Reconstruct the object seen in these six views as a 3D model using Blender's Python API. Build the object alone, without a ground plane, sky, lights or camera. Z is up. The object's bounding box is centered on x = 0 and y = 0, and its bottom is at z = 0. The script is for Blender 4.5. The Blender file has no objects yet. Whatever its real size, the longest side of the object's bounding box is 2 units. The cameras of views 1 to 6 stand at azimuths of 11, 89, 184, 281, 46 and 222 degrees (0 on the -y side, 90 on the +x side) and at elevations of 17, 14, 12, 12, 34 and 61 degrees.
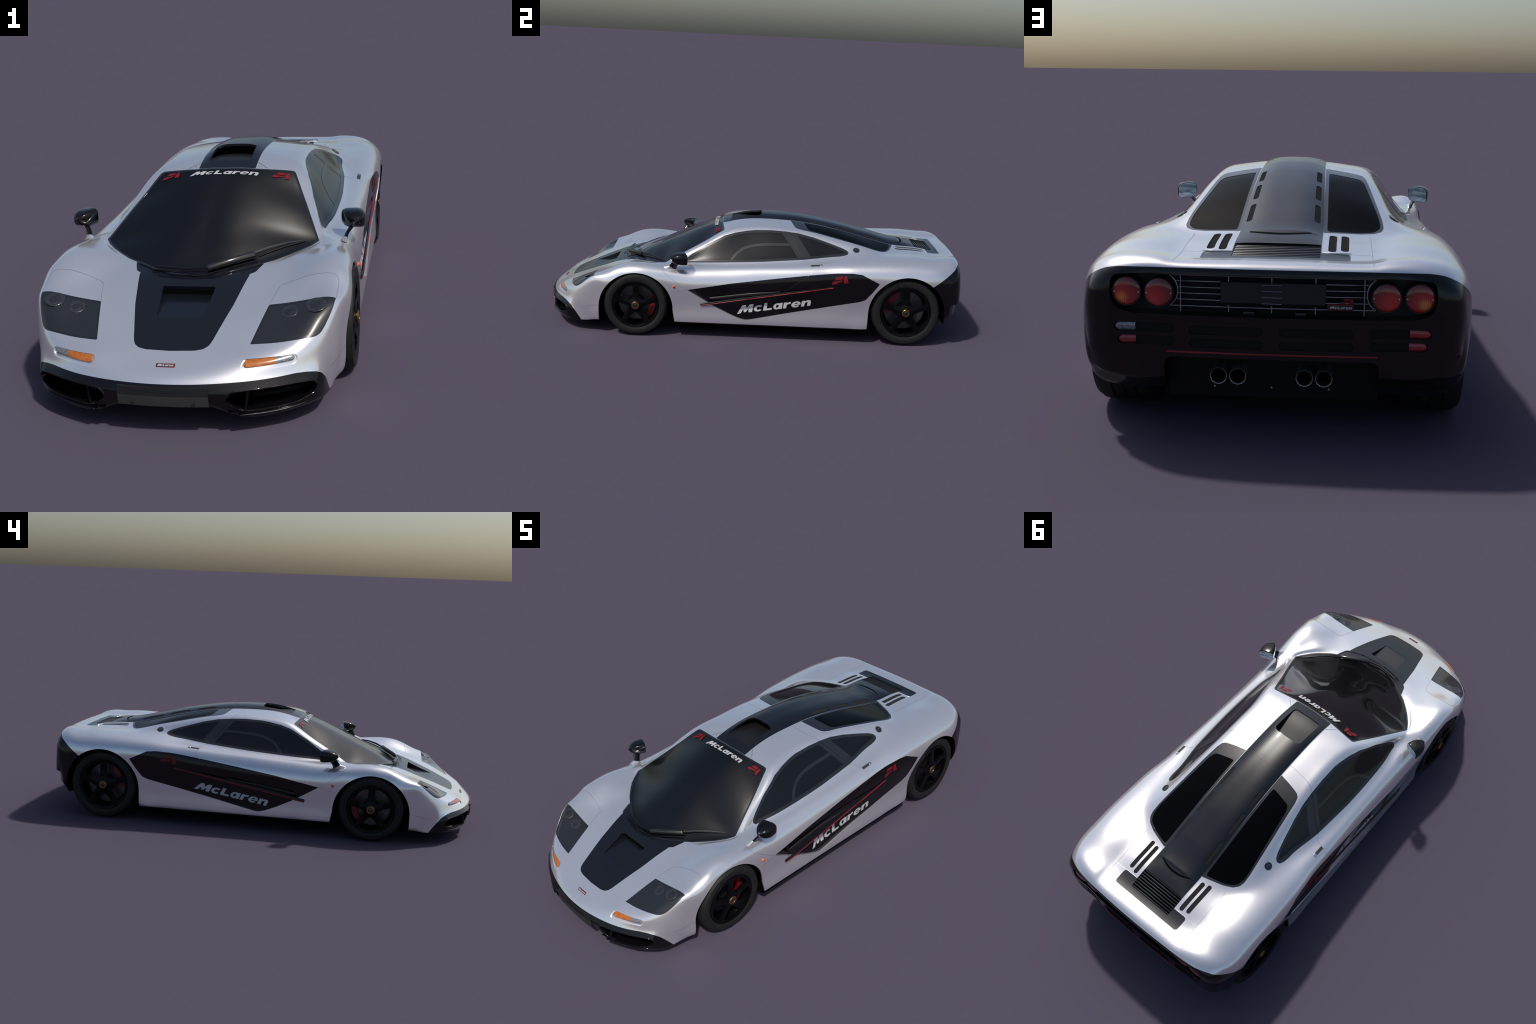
# Sports coupe: one lofted body surface cut into named panels, plus wheels, lamps, trim.
import bpy, bmesh, math
import numpy as np
from mathutils import Vector, Matrix, Euler
from mathutils.bvhtree import BVHTree

rng = np.random.default_rng(7)
COLL = bpy.context.scene.collection

# ------------------------------------------------------------------ materials
def node_mat(name, col, metallic=0.0, rough=0.5, coat=0.0, coat_rough=0.03, spec=0.5,
             noise=0.0, noise_scale=200.0, bump=0.0, bump_scale=800.0, transmission=0.0,
             rough_noise=0.0, sheen=0.0):
    m = bpy.data.materials.new(name)
    m.use_nodes = True
    nt = m.node_tree
    b = nt.nodes["Principled BSDF"]
    b.inputs["Base Color"].default_value = (*col, 1)
    b.inputs["Metallic"].default_value = metallic
    b.inputs["Roughness"].default_value = rough
    b.inputs["Coat Weight"].default_value = coat
    b.inputs["Coat Roughness"].default_value = coat_rough
    b.inputs["Specular IOR Level"].default_value = spec
    b.inputs["Transmission Weight"].default_value = transmission
    b.inputs["Sheen Weight"].default_value = sheen
    tc = nt.nodes.new("ShaderNodeTexCoord")
    if noise > 0:
        n = nt.nodes.new("ShaderNodeTexNoise")
        n.inputs["Scale"].default_value = noise_scale
        n.inputs["Detail"].default_value = 3
        nt.links.new(tc.outputs["Object"], n.inputs["Vector"])
        r = nt.nodes.new("ShaderNodeValToRGB")
        r.color_ramp.elements[0].position, r.color_ramp.elements[1].position = 0.3, 0.7
        lo = [max(0.0, c * (1 - noise)) for c in col]
        hi = [min(1.0, c * (1 + noise)) for c in col]
        r.color_ramp.elements[0].color = (*lo, 1)
        r.color_ramp.elements[1].color = (*hi, 1)
        nt.links.new(n.outputs["Fac"], r.inputs["Fac"])
        nt.links.new(r.outputs["Color"], b.inputs["Base Color"])
    if bump > 0:
        n2 = nt.nodes.new("ShaderNodeTexNoise")
        n2.inputs["Scale"].default_value = bump_scale
        n2.inputs["Detail"].default_value = 2
        nt.links.new(tc.outputs["Object"], n2.inputs["Vector"])
        bp = nt.nodes.new("ShaderNodeBump")
        bp.inputs["Strength"].default_value = bump
        bp.inputs["Distance"].default_value = 0.001
        nt.links.new(n2.outputs["Fac"], bp.inputs["Height"])
        nt.links.new(bp.outputs["Normal"], b.inputs["Normal"])
    return m


def mesh_weave(m, scale=900.0, depth=0.6):
    """Woven wire-mesh look: two crossed wave bands, used for vent screens."""
    nt = m.node_tree
    b = nt.nodes["Principled BSDF"]
    tc = nt.nodes.new("ShaderNodeTexCoord")
    outs = []
    for ang in (45, -45):
        mp = nt.nodes.new("ShaderNodeMapping")
        mp.inputs["Rotation"].default_value = (math.radians(ang), math.radians(ang), math.radians(ang))
        nt.links.new(tc.outputs["Object"], mp.inputs["Vector"])
        w = nt.nodes.new("ShaderNodeTexWave")
        w.inputs["Scale"].default_value = scale / 6.0
        nt.links.new(mp.outputs["Vector"], w.inputs["Vector"])
        outs.append(w.outputs["Fac"])
    mx = nt.nodes.new("ShaderNodeMath")
    mx.operation = "MAXIMUM"
    nt.links.new(outs[0], mx.inputs[0])
    nt.links.new(outs[1], mx.inputs[1])
    ramp = nt.nodes.new("ShaderNodeValToRGB")
    c = b.inputs["Base Color"].default_value
    ramp.color_ramp.elements[0].color = (c[0] * 0.2, c[1] * 0.2, c[2] * 0.2, 1)
    ramp.color_ramp.elements[1].color = (c[0] * 1.6, c[1] * 1.6, c[2] * 1.6, 1)
    nt.links.new(mx.outputs[0], ramp.inputs["Fac"])
    nt.links.new(ramp.outputs["Color"], b.inputs["Base Color"])
    return m


M = {}
M["paint"] = node_mat("silver_paint", (0.885, 0.885, 0.905), metallic=0.77, rough=0.22, coat=0.6, coat_rough=0.01)
M["gap"] = node_mat("panel_gap", (0.55, 0.57, 0.62), metallic=0.8, rough=0.25)  # light seam ribbons: sky highlight of the panel edges put into the colour
M["gapdark"] = node_mat("dark_panel_gap", (0.02, 0.022, 0.025), rough=0.4)  # dark ribbons lying on the skin for seams and marks, nothing is cut
M["motor"] = node_mat("polished_dark_metal", (0.10, 0.095, 0.09), metallic=0.85, rough=0.12)
M["black"] = node_mat("black_gloss", (0.0035, 0.003, 0.004), rough=0.15, coat=0.5, coat_rough=0.0, spec=0.2)
M["blackpanel"] = node_mat("black_panel", (0.005, 0.006, 0.010), rough=0.33, coat=0.5, coat_rough=0.04, spec=0.38)
M["glass"] = node_mat("tinted_glass", (0.003, 0.003, 0.0035), rough=0.29, coat=0.75, coat_rough=0.0, spec=0.18)
M["rearglass"] = node_mat("dark_rear_glass", (0.002, 0.002, 0.0025), rough=0.05, coat=0.05, coat_rough=0.0, spec=0.05)
M["frame"] = node_mat("window_frame", (0.012, 0.013, 0.016), rough=0.3, coat=0.6, coat_rough=0.02)
M["scoop"] = node_mat("scoop_satin", (0.008, 0.008, 0.009), rough=0.48, spec=0.4)
M["dark"] = node_mat("dark_void", (0.002, 0.002, 0.002), rough=0.9, spec=0.05)  # near-black colour; stands in for unlit depth where openings are closed
M["plastic"] = node_mat("black_plastic", (0.012, 0.012, 0.013), rough=0.5, noise=0.2, noise_scale=300)
M["grey"] = node_mat("grey_mesh", (0.024, 0.024, 0.025), rough=0.6, noise=0.15, noise_scale=1200)
M["vent"] = node_mat("vent_gauze", (0.026, 0.026, 0.027), rough=1.0, spec=0.0, noise=0.2, noise_scale=1200)
M["screen"] = mesh_weave(node_mat("wire_screen", (0.005, 0.0055, 0.007), rough=0.5, spec=0.2))
M["tyre"] = node_mat("tyre_rubber", (0.013, 0.013, 0.013), rough=0.62, spec=0.3, noise=0.18, noise_scale=60, bump=0.12, bump_scale=900)
M["tyretext"] = node_mat("tyre_lettering", (0.012, 0.012, 0.012), rough=0.5, noise=0.1)
M["rim"] = node_mat("black_alloy", (0.002, 0.002, 0.0026), rough=0.35, coat=0.08, coat_rough=0.05, spec=0.12)
M["disc"] = node_mat("brake_steel", (0.11, 0.115, 0.125), metallic=0.8, rough=0.38, noise=0.25, noise_scale=120)
M["caliper"] = node_mat("red_caliper", (0.20, 0.005, 0.008), rough=0.4)
M["gold"] = node_mat("gold_nut", (0.27, 0.165, 0.055), metallic=0.9, rough=0.32, noise=0.12, noise_scale=150)
M["chrome"] = node_mat("chrome", (0.75, 0.76, 0.78), metallic=1.0, rough=0.08)
M["steel"] = node_mat("satin_steel", (0.42, 0.42, 0.45), metallic=0.9, rough=0.3)
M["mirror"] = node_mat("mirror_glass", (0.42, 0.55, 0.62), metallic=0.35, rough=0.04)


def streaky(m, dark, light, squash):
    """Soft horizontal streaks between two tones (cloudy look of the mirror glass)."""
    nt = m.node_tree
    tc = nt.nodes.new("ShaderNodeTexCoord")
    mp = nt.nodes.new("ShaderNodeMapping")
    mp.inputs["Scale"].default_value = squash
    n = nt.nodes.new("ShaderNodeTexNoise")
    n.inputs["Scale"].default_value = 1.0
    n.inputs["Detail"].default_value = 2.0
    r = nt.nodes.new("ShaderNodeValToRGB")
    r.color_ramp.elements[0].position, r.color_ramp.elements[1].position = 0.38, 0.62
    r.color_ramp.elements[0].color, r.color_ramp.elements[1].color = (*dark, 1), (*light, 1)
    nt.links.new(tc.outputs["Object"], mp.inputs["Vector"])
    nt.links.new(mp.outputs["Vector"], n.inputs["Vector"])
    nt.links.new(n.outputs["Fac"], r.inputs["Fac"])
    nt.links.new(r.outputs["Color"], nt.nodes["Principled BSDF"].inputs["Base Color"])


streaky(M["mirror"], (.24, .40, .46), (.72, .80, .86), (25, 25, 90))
M["red"] = node_mat("red_stripe", (0.26, 0.010, 0.014), rough=0.4)
M["redlogo"] = node_mat("red_emblem", (0.17, 0.008, 0.011), rough=0.45, spec=0.3)
M["white"] = node_mat("white_lettering", (0.46, 0.46, 0.48), rough=0.45)
M["amber"] = node_mat("amber_lens", (0.42, 0.12, 0.015), rough=0.2, coat=0.8, coat_rough=0.0, noise=0.25, noise_scale=120)
M["clear"] = node_mat("clear_lens", (0.22, 0.23, 0.25), metallic=0.4, rough=0.15, coat=1.0, coat_rough=0.0, noise=0.5, noise_scale=300)
M["orange"] = node_mat("orange_marker", (0.62, 0.10, 0.02), rough=0.25, coat=0.8)
M["lampglass"] = node_mat("smoked_cover", (0.016, 0.017, 0.019), rough=0.22, coat=1.0, coat_rough=0.0, spec=0.4)


def lens_red(name, hot):
    """Red tail lens: ribbed, amber glow patch towards one lower corner."""
    m = node_mat(name, (0.28, 0.012, 0.012), rough=0.12, coat=1.0, coat_rough=0.0)
    nt = m.node_tree
    b = nt.nodes["Principled BSDF"]
    tc = nt.nodes.new("ShaderNodeTexCoord")
    w = nt.nodes.new("ShaderNodeTexWave")
    w.inputs["Scale"].default_value = 75
    w.inputs["Distortion"].default_value = 0.3
    nt.links.new(tc.outputs["Object"], w.inputs["Vector"])
    g = nt.nodes.new("ShaderNodeVectorMath")
    g.operation = "DISTANCE"
    nt.links.new(tc.outputs["Object"], g.inputs[0])
    g.inputs[1].default_value = hot
    r = nt.nodes.new("ShaderNodeValToRGB")
    r.color_ramp.elements[0].position, r.color_ramp.elements[1].position = 0.002, 0.040
    mid = r.color_ramp.elements.new(0.016)
    mid.color = (0.55, 0.022, 0.014, 1)
    r.color_ramp.elements[0].color = (0.95, 0.30, 0.03, 1) if "amber" in name else (0.75, 0.025, 0.018, 1)
    r.color_ramp.elements[-1].color = (0.17, 0.010, 0.010, 1)
    nt.links.new(g.outputs["Value"], r.inputs["Fac"])
    mx = nt.nodes.new("ShaderNodeMix")
    mx.data_type = "RGBA"
    mx.blend_type = "MULTIPLY"
    mx.inputs[0].default_value = 0.35
    nt.links.new(r.outputs["Color"], mx.inputs[6])
    nt.links.new(w.outputs["Color"], mx.inputs[7])
    nt.links.new(mx.outputs[2], b.inputs["Base Color"])
    return m


# ------------------------------------------------------------------ objects
ROOT = bpy.data.objects.new("sports_car", None)
COLL.objects.link(ROOT)
ROOT["label"] = "low silver supercar with black panels and red stripes"
ROOT["category"] = "car"


def add(name, mesh, mat, parent=None, loc=None):
    if isinstance(mat, (list, tuple)):
        for mm in mat:
            mesh.materials.append(mm)
    elif mat is not None and not mesh.materials:
        mesh.materials.append(mat)
    o = bpy.data.objects.new(name, mesh)
    COLL.objects.link(o)
    o.parent = parent or ROOT
    if loc is not None:
        o.location = loc
    return o


def mesh_np(name, V, F, normals=None, smooth=True):
    me = bpy.data.meshes.new(name)
    me.from_pydata([tuple(v) for v in V], [], [tuple(int(i) for i in f) for f in F])
    me.polygons.foreach_set("use_smooth", [smooth] * len(me.polygons))
    if normals is not None:
        me.normals_split_custom_set_from_vertices([tuple(n) for n in normals])
    me.update()
    return me


def smooth_angle(me, deg=35):
    bm = bmesh.new()
    bm.from_mesh(me)
    bmesh.ops.recalc_face_normals(bm, faces=bm.faces)
    for f in bm.faces:
        f.smooth = True
    for e in bm.edges:
        if len(e.link_faces) == 2 and e.calc_face_angle(0) > math.radians(deg):
            e.smooth = False
    bm.to_mesh(me)
    bm.free()
    return me


def box_mesh(name, size, bevel=0.0, seg=2, center=(0, 0, 0)):
    bm = bmesh.new()
    bmesh.ops.create_cube(bm, size=1.0)
    for v in bm.verts:
        v.co = Vector((v.co.x * size[0] + center[0], v.co.y * size[1] + center[1], v.co.z * size[2] + center[2]))
    if bevel > 0:
        bmesh.ops.bevel(bm, geom=bm.edges[:], offset=bevel, segments=seg, affect="EDGES", profile=0.5)
    me = bpy.data.meshes.new(name)
    bm.to_mesh(me)
    bm.free()
    return smooth_angle(me, 40)


def revolve(name, prof, n=96, axis="x", close=False, deg=30):
    """prof: list of (axial, radius); revolved round the axis."""
    prof = np.array(prof, float)
    a = np.linspace(0, 2 * np.pi, n, endpoint=False)
    k = len(prof)
    ca, sa = np.cos(a)[:, None], np.sin(a)[:, None]
    ax, r = prof[:, 0][None, :] + 0 * ca, prof[:, 1][None, :]
    V = {"x": np.stack([ax, r * ca, r * sa], -1), "y": np.stack([r * ca, ax, r * sa], -1), "z": np.stack([r * ca, r * sa, ax], -1)}[axis].reshape(-1, 3)
    F = []
    kk = k if close else k - 1
    for i in range(n):
        j = (i + 1) % n
        for q in range(kk):
            p = (q + 1) % k
            F.append((i * k + q, i * k + p, j * k + p, j * k + q))
    me = bpy.data.meshes.new(name)
    me.from_pydata([tuple(v) for v in V], [], F)
    bm = bmesh.new()
    bm.from_mesh(me)
    bmesh.ops.remove_doubles(bm, verts=bm.verts, dist=1e-6)
    bm.to_mesh(me)
    bm.free()
    return smooth_angle(me, deg)


def tube(name, pts, rad, n=10, cap=True, squash=None, up=(0, 0, 1)):
    """Swept tube along points; rad may vary per point; squash=(a,b) makes an ellipse."""
    P = np.array(pts, float)
    R = np.full(len(P), rad) if np.isscalar(rad) else np.array(rad, float)
    V, F = [], []
    for i, p in enumerate(P):
        t = P[min(i + 1, len(P) - 1)] - P[max(i - 1, 0)]
        t /= np.linalg.norm(t)
        s = np.cross(t, up)
        s /= max(1e-9, np.linalg.norm(s))
        w = np.cross(s, t)
        a, b = squash or (1, 1)
        for k in range(n):
            th = 2 * np.pi * k / n
            V.append(p + R[i] * (a * math.cos(th) * s + b * math.sin(th) * w))
    for i in range(len(P) - 1):
        for k in range(n):
            j = (k + 1) % n
            F.append((i * n + k, i * n + j, (i + 1) * n + j, (i + 1) * n + k))
    if cap:
        F.append(tuple(range(n - 1, -1, -1)))
        F.append(tuple(range((len(P) - 1) * n, len(P) * n)))
    me = bpy.data.meshes.new(name)
    me.from_pydata([tuple(v) for v in V], [], F)
    return smooth_angle(me, 45)


def mirror_x(me, name):
    m2 = me.copy()
    m2.name = name
    m2.transform(Matrix.Scale(-1, 4, (1, 0, 0)))
    m2.flip_normals()
    return m2


# ------------------------------------------------------------------ splines
def cubic_coeffs(u, Y):
    """Natural cubic spline second derivatives for columns of Y."""
    n = len(u)
    h = np.diff(u)
    A = np.zeros((n, n))
    B = np.zeros((n,) + Y.shape[1:])
    A[0, 0] = A[-1, -1] = 1
    for i in range(1, n - 1):
        A[i, i - 1], A[i, i], A[i, i + 1] = h[i - 1], 2 * (h[i - 1] + h[i]), h[i]
        B[i] = 6 * ((Y[i + 1] - Y[i]) / h[i] - (Y[i] - Y[i - 1]) / h[i - 1])
    return np.linalg.solve(A, B.reshape(n, -1)).reshape(Y.shape)


def cubic_eval(u, Y, Mm, x):
    i = np.clip(np.searchsorted(u, x) - 1, 0, len(u) - 2)
    h = (u[i + 1] - u[i])
    a = (u[i + 1] - x) / h
    b = (x - u[i]) / h
    sh = (-1,) + (1,) * (Y.ndim - 1)
    a, b, h = a.reshape(sh), b.reshape(sh), h.reshape(sh)
    return a * Y[i] + b * Y[i + 1] + ((a ** 3 - a) * Mm[i] + (b ** 3 - b) * Mm[i + 1]) * h ** 2 / 6


def smoothstep(a, b, x):
    t = np.clip((x - a) / (b - a), 0, 1)
    return t * t * (3 - 2 * t)
# ------------------------------------------------------------------ body loft
# Each station lists feature points (x, y, z) from the centre line over the
# shoulder and round the side to the floor.
def st(*pts):
    return list(pts)


STATIONS = [
    st((0, -1, .12), (.096, -.994, .12), (.2, -.969, .12), (.27, -.938, .12), (.325, -.903, .119), (.354, -.882, .116), (.368, -.862, .11), (.376, -.845, .1),
       (.375, -.849, .092), (.349, -.888, .095), (.2, -.966, .1), (.1, -.992, .108), (0, -.998, .11)),
    st((0, -.986, .143), (.096, -.978, .143), (.205, -.952, .143), (.278, -.918, .143), (.33, -.884, .142), (.36, -.858, .141), (.373, -.84, .131), (.38, -.82, .105),
       (.379, -.82, .062), (.352, -.878, .057), (.2, -.957, .045), (.11, -.978, .08), (0, -.984, .085)),
    st((0, -.944, .166), (.1, -.941, .167), (.2, -.932, .17), (.285, -.9, .172), (.335, -.866, .178), (.367, -.834, .182), (.385, -.81, .174), (.396, -.785, .122),
       (.388, -.782, .064), (.37, -.815, .043), (.2, -.92, .043), (.11, -.945, .06), (0, -.95, .065)),
    st((0, -.88, .197), (.1, -.879, .197), (.2, -.873, .2), (.29, -.858, .205), (.341, -.832, .219), (.376, -.798, .234), (.4, -.768, .234), (.41, -.74, .16),
       (.403, -.738, .07), (.37, -.745, .042), (.2, -.85, .043), (.11, -.865, .045), (0, -.87, .045)),
    st((0, -.8, .231), (.1, -.8, .231), (.21, -.8, .234), (.28, -.795, .24), (.335, -.783, .257), (.378, -.762, .268), (.409, -.732, .264), (.42, -.705, .18),
       (.416, -.702, .075), (.395, -.705, .052), (.2, -.76, .05), (.11, -.77, .05), (0, -.77, .05)),
    st((0, -.72, .262), (.1, -.72, .262), (.21, -.72, .265), (.27, -.718, .271), (.33, -.713, .28), (.379, -.703, .289), (.416, -.685, .278), (.43, -.665, .2),
       (.42, -.662, .08), (.405, -.665, .052), (.2, -.7, .05), (.11, -.7, .05), (0, -.7, .05)),
    st((0, -.65, .29), (.1, -.65, .289), (.195, -.65, .287), (.255, -.65, .29), (.322, -.648, .309), (.375, -.645, .315), (.413, -.638, .306), (.434, -.63, .225),
       (.425, -.63, .085), (.408, -.63, .052), (.2, -.64, .05), (.11, -.64, .05), (0, -.64, .05)),
    st((0, -.6, .304), (.09, -.6, .303), (.168, -.6, .3), (.25, -.6, .304), (.316, -.6, .321), (.372, -.6, .331), (.412, -.598, .314), (.433, -.596, .24),
       (.428, -.596, .09), (.41, -.596, .052), (.2, -.6, .05), (.11, -.6, .05), (0, -.6, .05)),
    st((0, -.55, .327), (.09, -.55, .325), (.203, -.55, .309), (.255, -.55, .318), (.312, -.55, .328), (.37, -.55, .337), (.412, -.55, .32), (.432, -.55, .25),
       (.429, -.55, .095), (.41, -.55, .052), (.2, -.55, .05), (.11, -.55, .05), (0, -.55, .05)),
    st((0, -.48, .358), (.09, -.48, .355), (.277, -.48, .321), (.3, -.48, .327), (.328, -.48, .33), (.37, -.48, .335), (.411, -.48, .317), (.43, -.48, .252),
       (.427, -.48, .105), (.41, -.48, .052), (.2, -.48, .05), (.11, -.48, .05), (0, -.48, .05)),
    st((0, -.418, .386), (.09, -.418, .382), (.316, -.418, .33), (.326, -.418, .332), (.338, -.418, .334), (.371, -.418, .329), (.409, -.418, .311), (.427, -.418, .25),
       (.425, -.418, .115), (.41, -.418, .052), (.2, -.418, .05), (.11, -.418, .05), (0, -.418, .05)),
    st((0, -.33, .426), (.09, -.33, .422), (.285, -.33, .377), (.311, -.33, .358), (.324, -.33, .336), (.37, -.33, .325), (.406, -.33, .304), (.4255, -.33, .248),
       (.4225, -.33, .13), (.4125, -.33, .052), (.2, -.33, .05), (.11, -.33, .05), (0, -.33, .05)),
    st((0, -.227, .468), (.09, -.227, .464), (.247, -.227, .431), (.281, -.227, .415), (.335, -.227, .344), (.376, -.227, .328), (.407, -.227, .303), (.4255, -.227, .247),
       (.4225, -.227, .135), (.4125, -.227, .052), (.2, -.227, .05), (.11, -.227, .05), (0, -.227, .05)),
    st((0, -.142, .494), (.09, -.142, .491), (.213, -.142, .478), (.257, -.142, .458), (.342, -.142, .349), (.38, -.142, .331), (.408, -.142, .305), (.4255, -.142, .248),
       (.4225, -.142, .135), (.4125, -.142, .052), (.2, -.142, .05), (.11, -.142, .05), (0, -.142, .05)),
    st((0, -.04, .515), (.092, -.04, .512), (.19, -.04, .5), (.236, -.04, .48), (.345, -.04, .355), (.384, -.04, .336), (.41, -.04, .309), (.4255, -.04, .252),
       (.4225, -.04, .135), (.4125, -.04, .052), (.2, -.04, .05), (.11, -.04, .05), (0, -.04, .05)),
    st((0, .08, .519), (.092, .08, .516), (.185, .08, .505), (.231, .08, .488), (.343, .08, .363), (.386, .08, .343), (.411, .08, .316), (.4255, .08, .258),
       (.4225, .08, .135), (.4125, .08, .052), (.2, .08, .05), (.11, .08, .05), (0, .08, .05)),
    st((0, .15, .517), (.092, .15, .514), (.188, .15, .502), (.233, .15, .485), (.34, .15, .368), (.386, .15, .348), (.412, .15, .322), (.4255, .15, .263),
       (.4225, .15, .135), (.4125, .15, .052), (.2, .15, .05), (.11, .15, .05), (0, .15, .05)),
    st((0, .282, .504), (.094, .282, .502), (.208, .282, .486), (.246, .282, .466), (.329, .282, .379), (.383, .282, .36), (.413, .282, .335), (.4275, .282, .275),
       (.4245, .282, .14), (.4125, .282, .052), (.2, .282, .05), (.11, .282, .05), (0, .282, .05)),
    st((0, .363, .49), (.095, .363, .488), (.22, .363, .469), (.257, .363, .447), (.317, .363, .387), (.38, .363, .369), (.415, .363, .342), (.428, .363, .282),
       (.4245, .363, .14), (.4125, .363, .052), (.2, .363, .05), (.11, .363, .05), (0, .363, .05)),
    st((0, .45, .472), (.097, .45, .47), (.234, .45, .449), (.27, .45, .427), (.311, .45, .399), (.383, .45, .379), (.422, .45, .352), (.435, .45, .288),
       (.4245, .45, .14), (.4125, .45, .052), (.2, .45, .05), (.11, .45, .05), (0, .45, .05)),
    st((0, .53, .452), (.098, .53, .45), (.244, .53, .43), (.278, .53, .417), (.318, .53, .402), (.388, .53, .384), (.426, .53, .355), (.438, .53, .29),
       (.4245, .53, .14), (.4125, .53, .052), (.2, .53, .05), (.11, .53, .05), (0, .53, .05)),
    st((0, .61, .433), (.099, .61, .43), (.248, .61, .409), (.285, .61, .4045), (.322, .61, .402), (.392, .61, .387), (.429, .61, .356), (.441, .61, .29),
       (.428, .61, .15), (.396, .61, .066), (.2, .61, .05), (.11, .61, .05), (0, .61, .05)),
    st((0, .7, .415), (.1, .7, .412), (.208, .7, .401), (.255, .7, .402), (.31, .7, .4035), (.39, .7, .39), (.429, .7, .358), (.443, .7, .29),
       (.428, .7, .15), (.396, .7, .076), (.2, .7, .058), (.11, .7, .058), (0, .7, .058)),
    st((0, .8, .407), (.1, .8, .406), (.208, .8, .398), (.235, .8, .398), (.303, .8, .405), (.385, .8, .391), (.426, .798, .358), (.442, .793, .287),
       (.428, .793, .15), (.396, .795, .088), (.2, .8, .07), (.11, .8, .07), (0, .8, .07)),
    st((0, .9, .394), (.1, .9, .394), (.212, .9, .393), (.24, .898, .397), (.302, .896, .402), (.375, .89, .389), (.418, .88, .357), (.437, .866, .282),
       (.428, .868, .15), (.394, .88, .1), (.2, .895, .085), (.11, .895, .085), (0, .895, .085)),
    st((0, .966, .396), (.1, .965, .396), (.214, .962, .396), (.243, .959, .4), (.302, .953, .4), (.363, .945, .384), (.404, .929, .351), (.428, .908, .278),
       (.42, .908, .15), (.384, .92, .111), (.2, .935, .108), (.11, .935, .108), (0, .935, .108)),
    st((0, .988, .388), (.1, .987, .388), (.214, .983, .388), (.246, .981, .389), (.302, .976, .386), (.361, .968, .367), (.4, .954, .338), (.42, .933, .27),
       (.415, .927, .155), (.375, .942, .137), (.2, .96, .116), (.11, .96, .116), (0, .96, .116)),
    st((0, .993, .35), (.1, .992, .35), (.218, .988, .35), (.252, .985, .35), (.303, .983, .346), (.358, .981, .332), (.396, .967, .3), (.412, .948, .245),
       (.408, .938, .17), (.37, .956, .142), (.2, .98, .131), (.11, .98, .131), (0, .98, .131)),
    st((0, 1, .206), (.1, .999, .206), (.22, .994, .206), (.255, .99, .206), (.303, .989, .206), (.356, .987, .206), (.391, .974, .206), (.406, .956, .206),
       (.403, .951, .2045), (.365, .965, .204), (.2, .996, .204), (.11, .999, .204), (0, 1, .204)),
]
SEG_N = [22, 26, 20, 30, 16, 12, 18, 30, 24, 20, 10, 8]     # samples between features
NU = 560


def spine_height(y):
    """Height of the black roof spine above the roof skin, along the car."""
    ks = np.array([-.30, -.168, -.150, -.10, -.04, .03, .15, .30, .45, .60, .700, .722, .728, .76, .80, 1.2])
    hs = np.array([0, 0, .001, .006, .0115, .0138, .0140, .0135, .0145, .0150, .0125, .0120, .0095, .0060, .0012, 0])
    return np.interp(y, ks, hs)


def build_surface():
    S = np.array(STATIONS, float)                       # station, feature, xyz
    step = np.linalg.norm(np.diff(S[:, :9], axis=0), axis=2).mean(1)
    u = np.concatenate([[0], np.cumsum(step)])
    C = cubic_coeffs(u, S)
    uu = np.linspace(0, u[-1], NU)
    w = np.linspace(-1, 1, NU)
    uu = u[-1] * (0.5 + 0.5 * np.sign(w) * (1 - (1 - np.abs(w)) ** 1.18)) if False else uu
    # denser rows near both ends, where the skin turns
    dens = 1 + 2.2 * np.exp(-(uu / .10) ** 2) + 2.2 * np.exp(-((u[-1] - uu) / .10) ** 2)
    cum = np.concatenate([[0], np.cumsum(0.5 * (dens[1:] + dens[:-1]))])
    uu = np.interp(np.linspace(0, cum[-1], NU), cum, uu)
    Fk = cubic_eval(u, S, C, uu)                         # NU, feat, 3
    rows = []
    for F in Fk:
        d = np.sqrt(np.linalg.norm(np.diff(F, axis=0), axis=1)) + 1e-4
        t = np.concatenate([[0], np.cumsum(d)])
        # mirror across the centre line so the section leaves it level
        Fm = np.concatenate([F[3:0:-1] * [-1, 1, 1], F, F[-2:-4:-1] * [-1, 1, 1]])
        tm = np.concatenate([-t[3:0:-1], t, 2 * t[-1] - t[-2:-4:-1]])
        Mm = cubic_coeffs(tm, Fm)
        ts = np.concatenate([t[i] + (t[i + 1] - t[i]) * np.arange(k) / k for i, k in enumerate(SEG_N)] + [[t[-1]]])
        rows.append(cubic_eval(tm, Fm, Mm, ts))
    G = np.array(rows)                                   # NU, NT, 3
    G[:, 0, 0] = 0
    G[:, -1, 0] = 0
    # gentle smoothing along the length keeps reflections clean
    for _ in range(6):
        G[1:-1] += 0.25 * (G[:-2] + G[2:] - 2 * G[1:-1])
        H = G.copy()
        H[:, 1:-1] += 0.25 * (G[:, :-2] + G[:, 2:] - 2 * G[:, 1:-1])
        G = H
    # add roof spine
    x, y = G[..., 0], G[..., 1]
    ntop = sum(SEG_N[:3])
    half = .0925 + .008 * smoothstep(.15, .7, y)
    p = np.clip(np.abs(x) / half, 0, 1)
    bump = spine_height(y) * (1 - p ** 3.2)
    bump[:, ntop:] = 0
    G[..., 2] += bump
    return G


G = build_surface()
NT = G.shape[1]


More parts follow.
